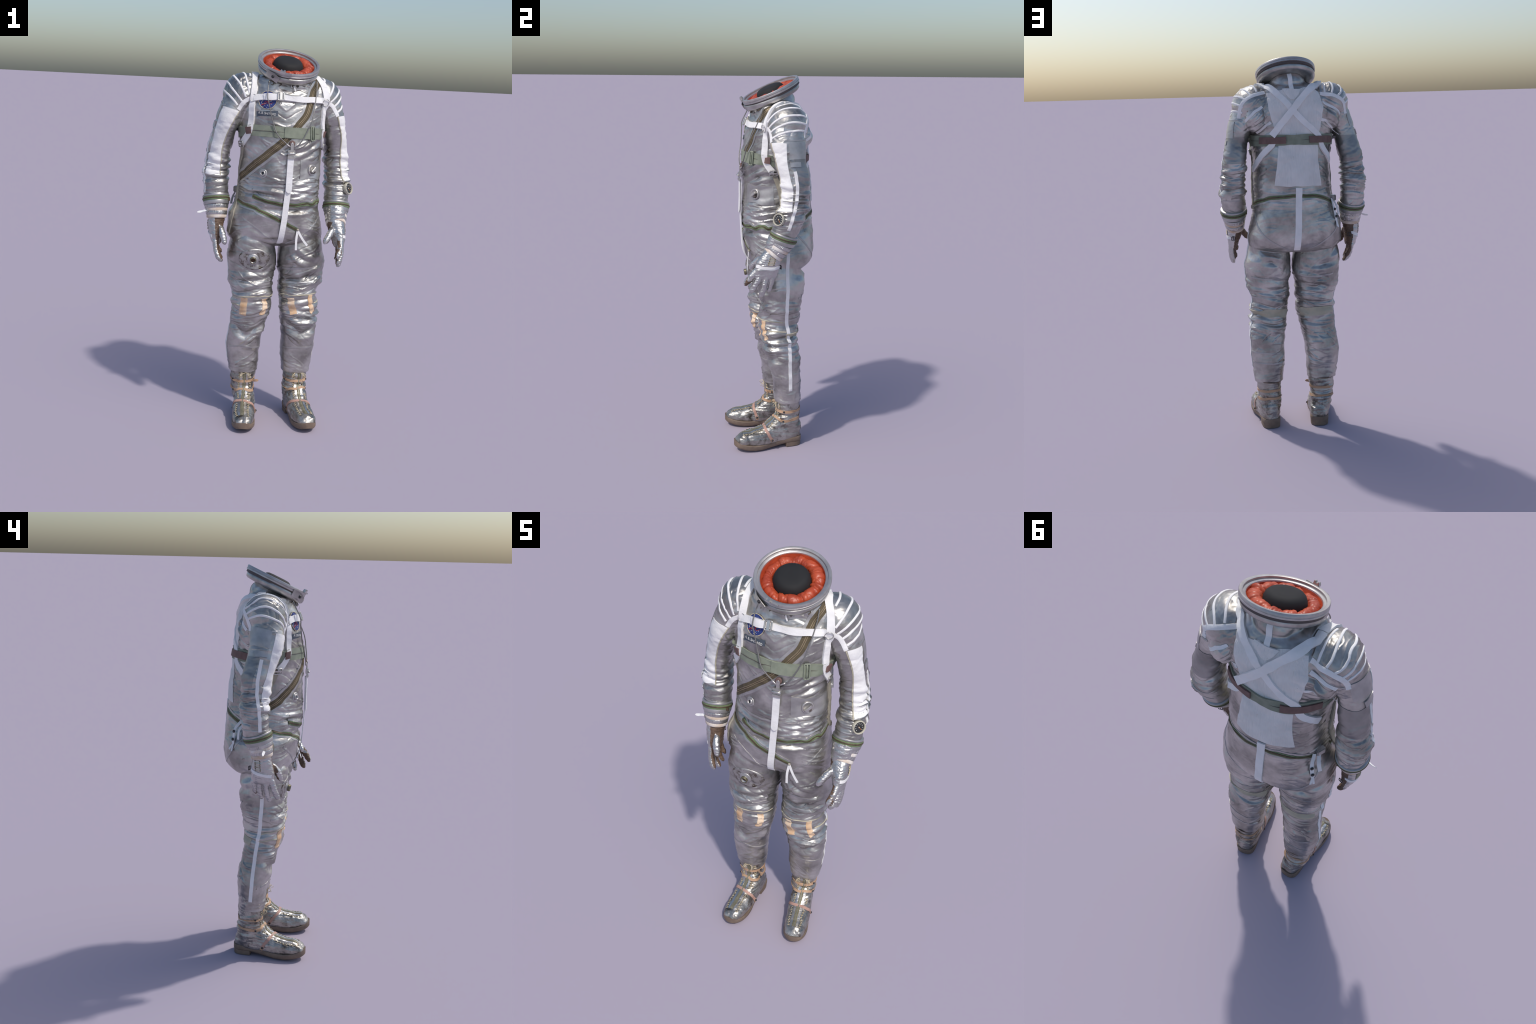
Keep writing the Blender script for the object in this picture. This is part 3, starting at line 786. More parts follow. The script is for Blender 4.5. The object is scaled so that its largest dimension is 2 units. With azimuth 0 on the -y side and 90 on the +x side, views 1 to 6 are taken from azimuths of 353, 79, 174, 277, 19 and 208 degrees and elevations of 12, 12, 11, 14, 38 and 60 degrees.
def free_strap(name, pts, normals, width, thick, mat, parent=ROOT, steps=40, taper=0.0):
    """Hanging strip with square edges; taper rounds off its far end."""
    c = spline(pts, steps); Nn = unit(spline(normals, steps))
    T = unit(np.gradient(c[:, :3], axis=0)); B = unit(np.cross(T, Nn)); Nn = np.cross(B, T)
    s = np.linspace(0, 1, steps)
    w = np.full(steps, width / 2)
    if taper:
        w *= np.sqrt(np.clip(1 - ((s - (1 - taper)) / taper).clip(0) ** 2, .03, 1))
    k = np.linspace(-1, 1, 5)
    rows = []
    for i in range(steps):
        top = [c[i, :3] + B[i] * w[i] * e + Nn[i] * thick / 2 for e in k]
        bot = [c[i, :3] + B[i] * w[i] * e - Nn[i] * thick / 2 for e in k[::-1]]
        rows.append(np.array(top + bot))
    return sharpen(tube(name, rows, mat, parent), 50)

# --- white piping bands over the shoulders
PIPES_R = [[(-.226, -.085, 1.704), (-.262, -.060, 1.745), (-.291, .016, 1.775), (-.278, .071, 1.764), (-.262, .092, 1.752)],
           [(-.205, -.083, 1.724), (-.240, -.070, 1.767), (-.274, -.016, 1.812), (-.276, .030, 1.812), (-.268, .072, 1.792), (-.250, .096, 1.775)],
           [(-.186, -.083, 1.745), (-.214, -.070, 1.806), (-.243, -.013, 1.845), (-.244, .030, 1.848), (-.250, .079, 1.818), (-.225, .105, 1.795)],
           [(-.172, -.084, 1.765), (-.182, -.066, 1.820), (-.195, .010, 1.867), (-.200, .045, 1.864), (-.205, .088, 1.838), (-.195, .110, 1.808)],
           [(-.165, -.03, 1.85), (-.160, .012, 1.868), (-.158, .05, 1.862), (-.160, .09, 1.838), (-.160, .108, 1.812)]]
PIPES_L = [[(.292, -.048, 1.690), (.323, .001, 1.719), (.323, .066, 1.731), (.290, .125, 1.726), (.275, .140, 1.715)],
           [(.272, -.052, 1.718), (.313, .003, 1.759), (.319, .060, 1.772), (.285, .128, 1.758), (.268, .142, 1.745)],
           [(.250, -.057, 1.738), (.300, .001, 1.793), (.305, .062, 1.805), (.268, .130, 1.794), (.250, .142, 1.778)],
           [(.240, -.058, 1.765), (.272, .010, 1.832), (.268, .070, 1.838), (.240, .115, 1.822), (.225, .135, 1.800)],
           [(.222, -.02, 1.842), (.225, .03, 1.855), (.212, .080, 1.850), (.195, .12, 1.82)]]
for pts in PIPES_R + PIPES_L:
    ribbon("shoulder_piping", pts, .0105, B_UPPER, .0010, WHITE, cols=7, step=.005, crown=.0022, tension=4)
for pts in ([(-.142, -.084, 1.747), (-.180, -.082, 1.736), (-.204, -.083, 1.713), (-.222, -.083, 1.680)], [(.215, -.062, 1.740), (.257, -.055, 1.726), (.278, -.052, 1.700), (.295, -.05, 1.668)],
            [(-.132, .106, 1.812), (-.171, .113, 1.803), (-.215, .110, 1.793), (-.255, .098, 1.768), (-.272, .085, 1.73), (-.275, .078, 1.70)],
            [(.150, .110, 1.822), (.215, .136, 1.806), (.265, .137, 1.775), (.288, .126, 1.73), (.292, .121, 1.69)]):
    ribbon("armhole_binding", pts, .020, B_UPPER, .002, WHITE, step=.005, tension=3, crown=.001)
for pts in ([(-.135, .120, 1.768), (-.191, .123, 1.745), (-.238, .095, 1.700)], [(-.130, .150, 1.680), (-.172, .118, 1.664), (-.20, .07, 1.634)],
            [(.170, .147, 1.752), (.213, .147, 1.713), (.255, .122, 1.675)], [(.125, .161, 1.672), (.171, .137, 1.638), (.205, .10, 1.612)]):
    ribbon("shoulder_blade_tape", pts, .016, B_UPPER, .002, WHITE, step=.005, tension=2)

# --- white sleeve panels, side stripes and pocket patches
panel("sleeve_panel", [(-.212, -.080, 1.678), (-.245, -.076, 1.62), (-.268, -.062, 1.565), (-.291, -.037, 1.482), (-.294, -.032, 1.41), (-.296, -.028, 1.345)],
      [(-.300, -.048, 1.702), (-.330, -.031, 1.605), (-.350, -.018, 1.515), (-.368, .000, 1.436), (-.371, .000, 1.38), (-.370, -.004, 1.345)], B_SL_R, .0022, WHITE)
panel("sleeve_panel", [(.292, -.050, 1.672), (.322, -.030, 1.58), (.330, -.012, 1.50), (.332, -.008, 1.44), (.342, -.018, 1.38), (.352, -.022, 1.327)],
      [(.344, .020, 1.674), (.362, .020, 1.582), (.377, .034, 1.496), (.391, .045, 1.447), (.391, .044, 1.383), (.397, .040, 1.332)], B_SL_L, .0022, WHITE)
ribbon("sleeve_stripe", [(.378, .055, 1.540), (.386, .065, 1.465), (.393, .061, 1.396), (.397, .045, 1.321), (.394, .020, 1.240)], .016, B_SL_L, .002, WHITE, tension=6)
ribbon("sleeve_stripe", [(-.345, .010, 1.585), (-.370, .024, 1.473), (-.379, .021, 1.405), (-.376, .010, 1.322), (-.375, .005, 1.245)], .016, B_SL_R, .002, WHITE, tension=6)
panel("sleeve_patch", [(-.302, -.035, 1.712), (-.328, -.027, 1.628)], [(-.268, .078, 1.728), (-.297, .080, 1.635)], B_SL_R, .0025, PLAIN, tension=3)
panel("sleeve_pocket", [(-.330, -.022, 1.624), (-.340, -.018, 1.588)], [(-.325, .050, 1.624), (-.334, .045, 1.586)], B_SL_R, .005, PLAIN, tension=3)
panel("sleeve_patch", [(.346, .026, 1.680), (.362, .024, 1.588)], [(.310, .115, 1.680), (.322, .118, 1.588)], B_SL_L, .0025, PLAIN, tension=3)
panel("sleeve_pocket", [(.364, .026, 1.584), (.369, .030, 1.551)], [(.360, .092, 1.584), (.362, .092, 1.553)], B_SL_L, .005, PLAIN, tension=3)

for pts, on in (([(-.212, -.080, 1.678), (-.245, -.076, 1.62), (-.268, -.062, 1.565), (-.291, -.037, 1.482), (-.294, -.032, 1.41), (-.296, -.028, 1.345)], B_SL_R),
                ([(.292, -.050, 1.672), (.322, -.030, 1.58), (.330, -.012, 1.50), (.332, -.008, 1.44), (.342, -.018, 1.38), (.352, -.022, 1.327)], B_SL_L)):
    ribbon("sleeve_piping", pts, .006, on, .0025, KHAKI, cols=5, crown=.002, shift=.001, step=.004)
# --- pale canvas back panel
panel("back_panel", [(.142, .115, 1.815), (.130, .155, 1.70), (.105, .175, 1.60), (.099, .185, 1.545), (.109, .194, 1.448), (.127, .196, 1.345)],
      [(-.120, .095, 1.818), (-.137, .133, 1.724), (-.130, .150, 1.64), (-.111, .165, 1.56), (-.115, .176, 1.439), (-.129, .174, 1.335)], B_TORSO, .0025, PALE, tension=5)
panel("collar_yoke", [(.070, .135, 1.836), (.045, .155, 1.80), (.022, .163, 1.780)], [(-.038, .132, 1.832), (-.014, .155, 1.80), (.010, .163, 1.780)], B_TORSO, .0075, PALE, tension=5)
ribbon("neck_tape", [(.024, .085, 1.90), (.021, .110, 1.87), (.018, .132, 1.845), (.016, .145, 1.825)], .022, B_TORSO, .003, WHITE, tension=3)

# --- big diagonal zipper across the chest
ZIP = [(.193, .00, 1.850), (.178, -.045, 1.825), (.163, -.07, 1.80), (.149, -.088, 1.766), (.135, -.111, 1.716), (.117, -.123, 1.668), (.083, -.139, 1.626), (.046, -.147, 1.581), (.008, -.153, 1.542),
       (-.028, -.151, 1.509), (-.076, -.137, 1.467), (-.111, -.120, 1.435), (-.146, -.097, 1.403), (-.174, -.063, 1.369), (-.194, -.007, 1.332)]
tape = ribbon("chest_zipper", ZIP, .037, B_TORSO, .0025, OLIVE, tension=5)
for sh in (-.0255, .0255):
    ribbon("zipper_border", ZIP, .013, B_TORSO, .0018, PLAIN, cols=4, tension=4, shift=sh, parent=tape)
for sh in (-.0035, .0035):
    ribbon("zipper_chain", ZIP, .0028, B_TORSO, .0042, BRASS, cols=3, tension=5, shift=sh, parent=tape)
def small_zip(name, pts, on, w=.020):
    t = ribbon(name, pts, w, on, .0025, ZIPGREEN, tension=5)
    ribbon("zipper_chain", pts, w * .36, on, .0045, ZIPBROWN, cols=4, tension=5, parent=t)
    for sh in (-.8 * w, .8 * w):
        ribbon("zipper_border", pts, w * .5, on, .0016, PLAIN, cols=4, tension=4, shift=sh, parent=t)
    return t
small_zip("waist_zipper", [(-.134, -.099, 1.253), (-.064, -.136, 1.236), (.009, -.146, 1.222), (.064, -.142, 1.219), (.139, -.112, 1.222), (.205, -.05, 1.226), (.228, .02, 1.235), (.221, .071, 1.246), (.170, .172, 1.276), (.122, .202, 1.287), (.022, .223, 1.293), (-.083, .205, 1.290), (-.139, .173, 1.273), (-.190, .105, 1.240)], B_TORSO)
ZB = [(-.205, .02, 1.226), (-.190, -.045, 1.216), (-.147, -.100, 1.201), (-.071, -.138, 1.172), (.009, -.149, 1.136), (.060, -.14, 1.108), (.103, -.125, 1.088)]
small_zip("hip_zipper", ZB, B_TORSO)

# --- green chest belt, white harness
BELT = [(-.143, -.110, 1.587), (-.057, -.141, 1.586), (.020, -.148, 1.583), (.113, -.135, 1.580), (.190, -.085, 1.580), (.230, .0, 1.578), (.221, .066, 1.575), (.185, .128, 1.576), (.118, .170, 1.578), (.018, .186, 1.580), (-.093, .171, 1.578), (-.165, .12, 1.575), (-.200, .05, 1.575), (-.195, -.03, 1.58)]
belt = ribbon("chest_belt", BELT, .056, B_TORSO, .005, GREEN, closed=True, tension=14, cols=9)
ribbon("belt_flap", [(.004, -.150, 1.585), (.06, -.148, 1.582), (.113, -.135, 1.580), (.155, -.115, 1.579)], .054, B_TORSO, .009, GREEN, tension=14, cols=9, parent=belt)
ribbon("belt_stitching", BELT, .0016, B_TORSO, .0066, DARK, closed=True, tension=14, cols=3, parent=belt)
c, N, X, U = frame((.150, -.118, 1.580), B_TORSO)
frame_buckle("belt_buckle", c + N * .012, X, U, N, .012, .034, .0035, GREEN, belt)
for pts in ([(.188, .122, 1.576), (.13, .165, 1.578), (.052, .184, 1.579)], [(-.057, .181, 1.578), (-.12, .155, 1.577), (-.186, .09, 1.573)], [(-.150, -.103, 1.586), (-.175, -.07, 1.583)], [(.205, -.066, 1.579), (.222, -.03, 1.579)]):
    ribbon("belt_keeper", pts, .034, B_TORSO, .0118, KEEPER, tension=12, cols=6, parent=belt)

harness = ribbon("shoulder_strap", [(-.135, .02, 1.885), (-.140, -.035, 1.850), (-.146, -.060, 1.82), (-.150, -.080, 1.765), (-.154, -.088, 1.721), (-.160, -.097, 1.671), (-.162, -.100, 1.614), (-.164, -.095, 1.582), (-.174, -.075, 1.550), (-.188, -.045, 1.513)], .031, B_UPPER, .009, WHITE, tension=16)
ribbon("shoulder_strap", [(.178, .03, 1.880), (.192, -.01, 1.855), (.210, -.040, 1.822), (.222, -.055, 1.782), (.225, -.062, 1.744), (.221, -.065, 1.705), (.217, -.068, 1.653), (.214, -.068, 1.614), (.214, -.066, 1.579), (.218, -.05, 1.545), (.222, -.025, 1.512)], .031, B_UPPER, .009, WHITE, tension=16)
ribbon("chest_strap", [(-.148, -.083, 1.744), (-.099, -.103, 1.751), (-.024, -.118, 1.753), (.041, -.119, 1.748), (.107, -.107, 1.746), (.160, -.09, 1.745), (.215, -.062, 1.744)], .029, B_TORSO, .013, WHITE, tension=24)
ribbon("chest_strap_tail", [(-.100, -.103, 1.752), (-.06, -.115, 1.753), (-.030, -.118, 1.753)], .031, B_TORSO, .017, WHITE, tension=24)
c, N, X, U = frame((-.018, -.118, 1.753), B_TORSO)
frame_buckle("chest_buckle", c + N * .020, X, U, N, .015, .020, .0035, STEEL)
box("chest_buckle_bar", c + N * .021 + X * .001, X, U, N, .006, .019, .004, STEEL)
for p in ((-.148, -.084, 1.744), (.218, -.062, 1.742)):
    c, N, X, U = frame(p, B_UPPER)
    a = np.linspace(0, 2 * math.pi, 28, endpoint=False)
    round_wire("harness_ring", [c + N * .013 + .018 * (math.cos(t) * X + math.sin(t) * U) for t in a], .0016, STEEL, closed=True)
# back X and its lower tails
ribbon("back_strap", [(.178, .03, 1.880), (.160, .075, 1.864), (.130, .112, 1.840), (.101, .135, 1.816), (.034, .172, 1.747), (-.036, .176, 1.671), (-.08, .172, 1.63), (-.117, .158, 1.590), (-.130, .16, 1.55), (-.156, .136, 1.507), (-.185, .09, 1.46)], .030, B_TORSO, .009, WHITE, tension=12)
ribbon("back_strap", [(-.135, .02, 1.885), (-.120, .075, 1.868), (-.085, .125, 1.838), (-.042, .152, 1.798), (.020, .172, 1.729), (.073, .175, 1.667), (.124, .167, 1.597)], .034, B_TORSO, .013, WHITE, tension=12)
ribbon("back_strap", [(.120, .172, 1.575), (.126, .170, 1.555), (.169, .150, 1.512), (.207, .096, 1.454), (.218, .05, 1.42)], .030, B_TORSO, .009, WHITE, tension=12)
ribbon("seat_strap", [(-.002, .217, 1.338), (.000, .226, 1.28), (.002, .230, 1.231), (.006, .231, 1.121), (.010, .222, 1.06), (.014, .19, 1.012)], .033, B_TORSO, .006, WHITE, tension=20)
# side buckles and tan side straps that run down behind the hips
for pts, s in (([(-.188, -.045, 1.513), (-.193, -.03, 1.47), (-.200, .0, 1.40), (-.212, .012, 1.32), (-.218, -.005, 1.24), (-.232, -.030, 1.17), (-.248, -.03, 1.10), (-.258, -.01, 1.04)], -1),
               ([(.222, -.025, 1.512), (.232, .0, 1.45), (.236, .02, 1.38), (.234, .03, 1.30), (.236, .045, 1.235)], 1)):
    ribbon("side_strap", pts, .024, B_TORSO, .006, STRAPTAN, tension=20)
    c, N, X, U = frame(pts[0], B_TORSO)
    frame_buckle("side_buckle", c + N * .011, X, U, N, .020, .014, .003, STEEL)
    box("side_buckle_bar", c + N * .011, X, U, N, .018, .004, .003, STEEL)

# --- cables, pulley and the long front strap
PUL = V(.047, -.166, 1.532)
round_wire("steel_cable", [(-.075, -.100, 1.835), (-.082, -.118, 1.80), (-.085, -.140, 1.752), (-.075, -.142, 1.715), (-.055, -.150, 1.64), (-.030, -.163, 1.575), (.020, -.166, 1.528), (.040, -.164, 1.516)], .0028, CABLE)
round_wire("steel_cable", [(.172, -.068, 1.84), (.170, -.085, 1.79), (.160, -.115, 1.72), (.145, -.145, 1.65), (.120, -.157, 1.59), (.095, -.164, 1.545), (.075, -.165, 1.522), (.055, -.164, 1.516)], .0028, CABLE)
pulley = lathe("pulley", [(0, .004), (.012, .004), (.015, .002), (.015, -.004), (0, -.004)], PUL, V(0, -1, .1), KEEPER, n=28, parent=ROOT)
lathe("pulley_pin", [(0, .0075), (.004, .0075), (.0045, .006), (.0045, 0)], PUL, V(0, -1, .1), STEEL, n=16, parent=pulley)
box("pulley_bracket", PUL + V(0, -.004, -.018), V(1, 0, 0), V(0, 0, 1), V(0, 1, 0), .008, .020, .003, METAL, pulley)
for sx in (-1, 1):
    round_wire("cable_ferrule", [PUL + V(sx * .008, -.003, -.018), PUL + V(sx * .030, -.001, -.004)], .004, METAL, pulley, steps=4)
front = free_strap("front_strap", [(.044, -.172, 1.470), (.043, -.172, 1.42), (.042, -.172, 1.36), (.041, -.175, 1.283)], [(0, -1, .05)] * 4, .031, .004, WHITE, taper=.10)
free_strap("front_strap", [(.042, -.164, 1.46), (.041, -.165, 1.36), (.038, -.166, 1.28), (.034, -.163, 1.22), (.030, -.158, 1.15), (.024, -.150, 1.085), (.020, -.130, 1.035), (.018, -.095, 1.008), (.018, -.06, .998)], [(0, -1, .05), (0, -1, .05), (0, -1, 0), (0, -1, -.05), (0, -1, -.1), (0, -1, -.2), (0, -.8, -.6), (0, -.3, -1), (0, -.1, -1)], .030, .004, WHITE)
box("strap_buckle", (.044, -.172, 1.486), V(1, 0, 0), V(0, 0, 1), V(0, 1, 0), .019, .013, .007, STEEL, front)
round_wire("strap_buckle_roller", [(.024, -.181, 1.483), (.064, -.181, 1.483)], .005, STEEL, front, steps=4)
box("strap_slider", (.044, -.174, 1.462), V(1, 0, 0), V(0, 0, 1), V(0, 1, 0), .0185, .007, .006, STEEL, front)
# ribbon tails at the end of the hip zipper
for tip, mid in (((.102, -.138, .982), (.101, -.137, 1.035)), ((.157, -.150, 1.010), (.130, -.142, 1.045))):
    free_strap("zipper_ribbon", [(.1065, -.131, 1.085), mid, tip], [(0, -1, 0)] * 3, .011, .0016, WHITE, steps=16)
lathe("zipper_knot", [(0, .006), (.005, .004), (.007, 0), (.005, -.004), (0, -.006)], V(.1065, -.131, 1.087), V(0, -1, 0), STRAPTAN, n=12, parent=ROOT)

# --- round patch and name strip
fr = frame((-.079, -.110, 1.738), B_TORSO)
uv, f = disc_uv(.045, .006); patch = decal("round_patch", uv, f, fr, B_TORSO, .004, BLUE, smooth=False)
a = np.linspace(0, 2 * math.pi, 48, endpoint=False)
def on_patch(u, v, h=.005):
    c, N, X, U = fr
    p = c + X * u + U * v
    r = B_TORSO.ray_cast(Vector(p + N * .06), Vector(-N), .16)
    return p + N * ((.06 - r[3] if r[0] is not None else 0) + h)
round_wire("patch_edging", [on_patch(.0455 * math.cos(t), .0455 * math.sin(t), .0035) for t in a], .0018, EDGING, patch, closed=True)
round_wire("patch_orbit", [on_patch(.034 * math.cos(t) * math.cos(.5) - .012 * math.sin(t) * math.sin(.5), .034 * math.cos(t) * math.sin(.5) + .012 * math.sin(t) * math.cos(.5), .0045) for t in a], .0007, PATCHWHITE, patch, closed=True)
for pts in ([(-.030, -.028), (-.010, -.020), (.012, -.004), (.034, .026)], [(-.030, -.028), (-.004, -.006), (.008, -.020), (.026, -.012)]):
    round_wire("patch_vector", [on_patch(u, v, .0042) for u, v in pts], .0013, PATCHRED, patch)
text_on("patch_letters", "NASA", .017, fr, B_TORSO, .0045, PATCHWHITE, patch, dy=.003)
stars = []
for k in range(22):
    r_, t_ = .040 * math.sqrt(RNG.random()), RNG.random() * 6.28
    uv, f = disc_uv(.0009 + .0007 * RNG.random(), .001, n=6, rings=1, centre=(r_ * math.cos(t_), r_ * math.sin(t_)))
    stars.append(decal("patch_star", uv, f, fr, B_TORSO, .0046, PATCHWHITE, patch))
join(stars, "patch_star")["kind"] = "stuff"
panel("name_strip", [(-.140, -.108, 1.683), (-.140, -.112, 1.653)], [(-.025, -.136, 1.692), (-.025, -.138, 1.660)], B_TORSO, .004, SLATE, tension=6)
frn = frame((-.082, -.128, 1.672), B_TORSO, up=(.07, 0, 1))
text_on("name_letters", "A. B. SHEPARD", .0165, frn, B_TORSO, .0062, PATCHWHITE, ROOT, squeeze=.86)

# --- fittings
def fitting_disc(name, p, r, mat, on, rx=1.0, h=.003):
    fr = frame(p, on); uv, f = disc_uv(r, .006, rx=rx)
    return decal(name, uv, f, fr, on, h, mat, smooth=True), fr
ob, (c, N, X, U) = fitting_disc("vent_flange", (-.089, -.130, 1.373), .0225, PLAIN, B_TORSO)
lathe("vent_port", [(.0145, .0), (.014, .007), (.011, .0095), (.0078, .009), (.0076, .003), (0, .003)], c, N, METAL, parent=ob)
lathe("vent_hole", [(.0076, .0036), (0, .0037)], c, N, SNAP, parent=ob)
panel("valve_pocket", [(.096, -.140, 1.452), (.098, -.141, 1.345)], [(.222, -.020, 1.446), (.226, -.018, 1.340)], B_TORSO, .0022, PLAIN, tension=6)
c, N, X, U = frame((.163, -.106, 1.397), B_TORSO)
valve = lathe("valve", [(.0285, -.003), (.0285, .008), (.0265, .0105), (.0215, .011), (.020, .008), (.0, .008)], c, N, METAL, parent=ROOT)
box("valve_lever", c + N * .014, X + U * .8, U - X * .8, N, .019, .0070, .010, STEEL, valve)
box("valve_lever", c + N * .013 - (U - X * .8) * .006, X + U * .8, U - X * .8, N, .006, .012, .006, DARK, valve)
# thigh port on an oval patch
fr = frame((-.108, -.110, .915), B_LEG_R, reach=.05)
uv, f = disc_uv(.060, .006, rx=1.35, ry=.95, n=48, rings=9)
STAINED = material("stained_patch", (0.36, 0.345, 0.33), (0.44, 0.43, 0.42), metallic=0.75, rough=0.42, scale=18, stain=(0.10, 0.075, 0.055), stain_scale=30, stain_at=0.50, stain_soft=0.12, grain=.15)
oval = decal("thigh_patch", uv, f, fr, B_LEG_R, .003, STAINED, smooth=True)
c, N, X, U = frame((-.116, -.110, .917), B_LEG_R, reach=.05)
port = lathe("thigh_port", [(.031, -.004), (.031, .004), (.029, .006), (.022, .008), (.019, .010), (.0165, .011), (.0165, .022), (.015, .0235), (.013, .0235), (.0125, .012), (0, .012)], c, N, PLAIN, parent=ROOT)
lathe("thigh_port_ring", [(.0172, .012), (.0175, .022), (.0155, .0252), (.0130, .0245), (.0128, .0130), (.0, .0128)], c, N, material("dark_brass", (0.14, 0.13, 0.09), (0.19, 0.17, 0.11), metallic=.6, rough=.45), parent=port)
lathe("thigh_port_hole", [(.0127, .0135), (0, .0136)], c, N, material("rust", (0.11, 0.045, 0.02), (0.05, 0.03, 0.02), rough=.8, scale=200), parent=port)

# --- knee patches, knee piping and bands
for pts, w, on in (([(-.149, -.082, .712), (-.148, -.074, .682), (-.150, -.070, .649), (-.156, -.069, .600)], .038, B_LEG_R), ([(-.046, -.072, .712), (-.042, -.070, .672), (-.054, -.069, .612)], .030, B_LEG_R),
                   ([(.101, -.070, .712), (.110, -.068, .663), (.125, -.063, .616)], .037, B_LEG_L), ([(.206, -.066, .730), (.206, -.067, .686), (.224, -.049, .620)], .028, B_LEG_L)):
    ribbon("knee_patch", pts, w, on, .0022, PEACH, cols=9)
for pts, on in (([(-.205, .02, .690), (-.200, -.014, .698), (-.153, -.081, .713), (-.103, -.088, .714), (-.050, -.077, .715), (-.003, -.025, .72)], B_LEG_R), ([(.051, .003, .715), (.104, -.070, .724), (.175, -.079, .727), (.240, -.036, .728), (.258, .03, .722)], B_LEG_L),
                ([(-.205, .03, .655), (-.195, -.03, .662), (-.165, -.065, .660)], B_LEG_R), ([(.255, .045, .672), (.245, -.02, .672), (.225, -.05, .675)], B_LEG_L)):
    ribbon("knee_piping", pts, .007, on, .001, KHAKI, cols=5, crown=.002)
for pts, on in (([(.262, .040, .642), (.235, .09, .646), (.163, .120, .650), (.10, .10, .642), (.064, .060, .632)], B_LEG_L), ([(-.015, .050, .640), (-.05, .085, .642), (-.096, .099, .646), (-.15, .09, .646), (-.192, .060, .645)], B_LEG_R)):
    ribbon("knee_band", pts, .048, on, .002, KHAKI, cols=10, tension=3)
for pts, on in (([(.252, .051, 1.10), (.269, .046, .986), (.281, .045, .891), (.277, .043, .799), (.255, .049, .715), (.257, .062, .606), (.264, .066, .483), (.258, .072, .336)], B_LEG_L),
                ([(-.247, .010, .96), (-.238, .006, .887), (-.222, .014, .750), (-.200, .032, .616), (-.215, .046, .486), (-.214, .057, .323)], B_LEG_R)):
    ribbon("leg_stripe", pts, .018, on, .002, WHITE, tension=6)

# --- stitched seams (doubled rows of raised tape)
SEAMS = [([(-.217, -.031, .774), (-.137, -.093, .781), (-.016, -.059, .780)], B_LEG_R), ([(.056, -.025, .783), (.145, -.080, .793), (.242, -.055, .794)], B_LEG_L), ([(.050, -.034, .864), (.140, -.083, .872), (.234, -.068, .881)], B_LEG_L),
         ([(-.193, -.009, 1.318), (-.115, -.118, 1.315), (-.021, -.150, 1.313), (.078, -.146, 1.318), (.201, -.068, 1.319)], B_TORSO),
         ([(-.208, .012, .412), (-.140, -.033, .421), (-.043, .030, .407)], B_LEG_R), ([(.088, .029, .403), (.172, -.013, .412), (.258, .023, .413)], B_LEG_L),
         ([(.257, .107, .854), (.159, .141, .842), (.055, .105, .836)], B_LEG_L), ([(.253, .045, .735), (.161, .133, .744), (.064, .102, .739)], B_LEG_L), ([(.255, .08, .432), (.186, .142, .429), (.103, .113, .419)], B_LEG_L), ([(.25, .09, .375), (.187, .141, .372), (.104, .114, .365)], B_LEG_L),
         ([(-.005, .095, .853), (-.094, .135, .843), (-.193, .110, .855)], B_LEG_R), ([(-.007, .063, .741), (-.095, .118, .743), (-.191, .072, .749)], B_LEG_R), ([(-.042, .082, .416), (-.117, .132, .435), (-.196, .107, .446)], B_LEG_R), ([(-.048, .083, .331), (-.116, .131, .347), (-.194, .110, .346)], B_LEG_R),
         ([(-.19, -.09, 1.14), (-.13, -.12, 1.10), (-.06, -.13, 1.05), (0, -.11, 1.01)], B_TORSO), ([(.235, -.04, 1.15), (.18, -.10, 1.09), (.10, -.12, 1.03), (.05, -.10, 1.0)], B_TORSO),
         ([(.235, .10, 1.20), (.20, .17, 1.11), (.13, .215, 1.04), (.05, .20, 1.0)], B_TORSO), ([(-.22, .10, 1.20), (-.19, .17, 1.10), (-.12, .21, 1.04), (-.04, .20, 1.0)], B_TORSO)]
for pts, on in SEAMS:
    ribbon("seam", pts, .010, on, .0012, PLAIN, cols=4, step=.005, crown=.0008)

# --- wrists: zipper rings, end bands, gathered cuffs with strap bands
def ring_band(name, c, axis, X, r0, r1, h, mat, parent, ribs=0, rib=.0, seed=0, ry=1.0):
    """Short sleeve round an axis: radius r0 at its top, r1 at its foot, optional pleats."""
    axis = unit(axis); X = unit(V(*X) - axis * np.dot(X, axis)); Y = np.cross(axis, X)
    n = 96
    a = np.linspace(0, 2 * math.pi, n, endpoint=False)
    pn = Perlin(seed + 200)
    pleat = 1 + rib * np.abs(np.sin(a * ribs / 2 + pn(np.stack([np.cos(a) * 2, np.sin(a) * 2, a * 0], 1)) * 1.5)) if ribs else np.ones(n)
    rows = []
    for k, (t, dr) in enumerate(((-.5, -.018), (-.5, 0), (-.38, .001), (-.15, .0015), (.15, .0015), (.38, .001), (.5, 0), (.5, -.018))):
        r = (r0 + (r1 - r0) * (t + .5) + dr) * (pleat if abs(t) < .5 else 1)
        tw = .10 * t * (ribs > 0)
        rows.append(V(*c) + axis * (t * h) + np.outer(r * np.cos(a + tw), X) + np.outer(r * np.sin(a + tw) * ry, Y))
    return sharpen(tube(name, rows, mat, parent, caps=False), 60)
